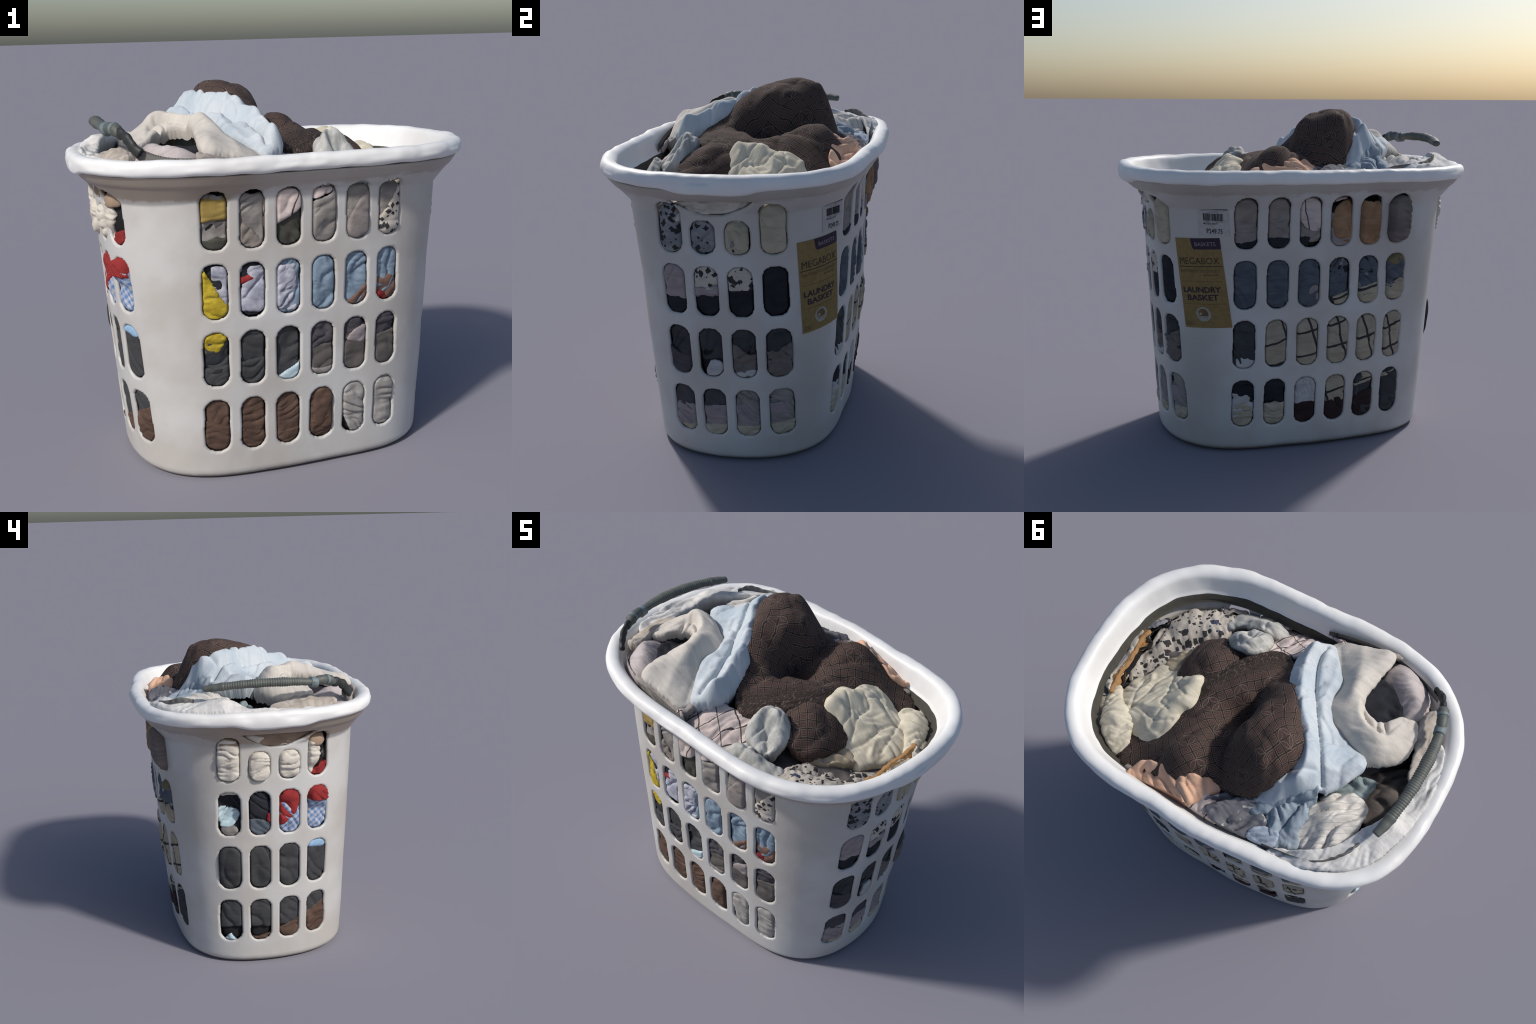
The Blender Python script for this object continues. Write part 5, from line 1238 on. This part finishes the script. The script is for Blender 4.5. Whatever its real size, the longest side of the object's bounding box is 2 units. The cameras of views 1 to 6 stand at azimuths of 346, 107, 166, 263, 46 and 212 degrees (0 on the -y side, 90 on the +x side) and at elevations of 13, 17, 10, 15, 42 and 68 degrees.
    heap("taupe_hood", [(-0.57, -0.03, 1.415), (-0.638, -0.105, 1.415), (-0.77, -0.15, 1.455), (-0.83, -0.05, 1.475), (-0.80, 0.10, 1.475), (-0.73, 0.23, 1.475), (-0.63, 0.15, 1.455)], cloth("dark_taupe_jersey", (0.15, 0.125, 0.11), (0.09, 0.078, 0.072), 7), "dark taupe hood sunk in a hollow", "hoodie", pts=[(-0.68, 0.03, 1.47)],
         res=0.007, roll=(0.012, 0.012), skirt=0.07, wrinkle=((0.022, 0.07, 0.7, 1.5),), seed=105)
    # white cloth lying over the left end just inside the rim
    heap("white_pillowcase", [(-0.86, -0.30, 1.555), (-0.915, -0.16, 1.567), (-0.93, 0.0, 1.570), (-0.92, 0.15, 1.574), (-0.885, 0.29, 1.572), (-0.83, 0.42, 1.570), (-0.72, 0.52, 1.565), (-0.56, 0.595, 1.555), (-0.40, 0.62, 1.54), (-0.40, 0.57, 1.53), (-0.55, 0.51, 1.59), (-0.67, 0.40, 1.61), (-0.73, 0.28, 1.615), (-0.79, 0.18, 1.615), (-0.83, 0.05, 1.56), (-0.82, -0.10, 1.55), (-0.80, -0.28, 1.555)],
         cloth("bright_white_cotton", (0.72, 0.71, 0.69), (0.62, 0.61, 0.60), 7), "white cotton cloth laid along the rim", "pillowcase", place=over_rim, pts=[(-0.845, 0.182, 1.622), (-0.845, 0.10, 1.59), (-0.86, 0.27, 1.595)], res=0.006, roll=(0.011, 0.011), skirt=0.10, wrinkle=((0.014, 0.08, 1.45, 3.0), (0.005, 0.035, 1.3, 3)), seed=107)
    heap("pale_fawn_cloth", [(-0.69, -0.40, 1.570), (-0.735, -0.447, 1.590), (-0.79, -0.42, 1.565), (-0.85, -0.32, 1.545), (-0.87, -0.16, 1.550), (-0.85, -0.06, 1.545), (-0.80, -0.05, 1.560), (-0.765, -0.12, 1.595), (-0.735, -0.22, 1.600), (-0.70, -0.32, 1.590)], cloth("fawn_white_cotton", (0.52, 0.47, 0.42), (0.40, 0.35, 0.30), 8), "fawn white cloth under the belt", "cloth", pts=[(-0.75, -0.30, 1.605)], res=0.006, roll=(0.011, 0.011), skirt=0.10, wrinkle=((0.016, 0.06, 1.5, 2.6), (0.006, 0.03, 1.4, 2.6)), wobble=0.009, seed=109)
    # grey cloth binding pressed against the inside of the rim
    grey = cloth("grey_webbing", (0.21, 0.205, 0.195), (0.15, 0.148, 0.142), 9)
    for nm, path in (("grey_webbing_strap", [(-0.735, -0.49, 1.62), (-0.69, -0.54, 1.585), (-0.60, -0.60, 1.555), (-0.45, -0.638, 1.55), (-0.30, -0.648, 1.54), (-0.15, -0.640, 1.515), (-0.04, -0.63, 1.49)]),
                     ("grey_webbing_tape", [(-0.36, 0.607, 1.525), (-0.46, 0.60, 1.55), (-0.56, 0.565, 1.56), (-0.66, 0.50, 1.575), (-0.72, 0.43, 1.60), (-0.75, 0.36, 1.59)])):
        c = smooth_open(path, 10)
        t = np.gradient(c, axis=0)
        nrm = np.stack([t[:, 1], -t[:, 0], 0 * t[:, 0]], 1)
        nrm /= np.linalg.norm(nrm, axis=1, keepdims=True)
        half = 0.026
        wav = 0.006 * noise2(np.arange(len(c)) * 0.25, np.zeros(len(c)), 9)
        rows = [c + np.array([0, 0, 1]) * (half * a) + nrm * (b + wav[:, None] * (1 + a)) for a, b in ((-1.2, -0.003), (-0.4, -0.003), (0.4, -0.003), (1, -0.003), (1, 0.003), (0.4, 0.003), (-0.4, 0.003), (-1.2, 0.003))]
        V = np.stack(rows, 1)
        V = heap_place(V[..., 0], V[..., 1], np.minimum(V[..., 2], 1.56)) * [1, 1, 0] + V * [0, 0, 1]
        m, k = V.shape[:2]
        Fc = [[i * k + j, (i + 1) * k + j, (i + 1) * k + (j + 1) % k, i * k + (j + 1) % k] for i in range(m - 1) for j in range(k)] + [list(reversed(range(k))), list(range((m - 1) * k, m * k))]
        ob = make_object(nm, V.reshape(-1, 3), Fc, grey, None, np.stack([np.repeat(np.arange(m) * 0.01, k), np.tile(np.arange(k) * 0.02, m)], 1))
        tag(ob, "grey webbing strap along the inside edge", "strap")

    # ribbed belt arching above the left end
    hose = simple("dark_green_grey_rubber", (0.105, 0.115, 0.105), 0.55, 0.4, 25)
    root = bpy.data.objects.new("ribbed_belt", None)
    bpy.context.scene.collection.objects.link(root)
    root.location = (-0.80, -0.05, 1.6)
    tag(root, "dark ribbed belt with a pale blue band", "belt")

    def child(ob):
        ob.parent = root
        ob.matrix_parent_inverse.identity()
        ob.location = (0.80, 0.05, -1.6)

    rib = lambda f, s: np.where((s > 0.11) & (s < 0.53), 0.075 * np.sin(s / 0.0135 * 2 * np.pi) + 0.10 * noise2(s * 16, s * 0, 6), 0.20 * noise2(s * 26, s * 0, 5))
    child(sweep("belt_band", [(-0.797, 0.305, 1.680), (-0.815, 0.23, 1.689), (-0.830, 0.12, 1.700), (-0.838, 0.0, 1.706), (-0.836, -0.12, 1.706), (-0.828, -0.22, 1.702), (-0.815, -0.30, 1.694)], [0.020, 0.028, 0.027, 0.029, 0.030, 0.030, 0.030, 0.028, 0.025], hose, n=24, squash=0.8, ribs=rib))
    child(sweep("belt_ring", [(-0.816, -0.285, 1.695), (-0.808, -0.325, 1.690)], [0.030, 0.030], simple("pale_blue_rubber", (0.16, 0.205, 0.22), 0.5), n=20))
    child(sweep("belt_buckle", [(-0.812, -0.31, 1.70), (-0.80, -0.345, 1.70), (-0.785, -0.385, 1.70), (-0.772, -0.415, 1.687), (-0.765, -0.435, 1.680)], [0.021, 0.029, 0.025, 0.030, 0.015], hose, n=18, ribs=lambda f, s: 0.09 * noise2(s * 40, s * 0, 4)))
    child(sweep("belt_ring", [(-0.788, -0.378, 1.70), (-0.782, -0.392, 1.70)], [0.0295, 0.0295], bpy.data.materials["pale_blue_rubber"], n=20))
    child(sweep("belt_end", [(-0.768, -0.425, 1.682), (-0.752, -0.46, 1.676), (-0.735, -0.49, 1.655), (-0.715, -0.515, 1.622), (-0.69, -0.535, 1.60)], [0.020, 0.014, 0.017, 0.015, 0.014], simple("black_rubber", (0.03, 0.033, 0.033), 0.5), n=14, squash=1.6, ribs=lambda f, s: 0.22 * noise2(s * 30, s * 0, 8)))



def main():
    basket = bpy.data.objects.new("laundry_basket", None)
    bpy.context.scene.collection.objects.link(basket)
    tag(basket, "white plastic laundry basket with rows of slots", "laundry basket")
    build_wall(basket)
    build_floor(basket)
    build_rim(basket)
    build_labels(basket)
    build_packed()
    build_heap()


main()
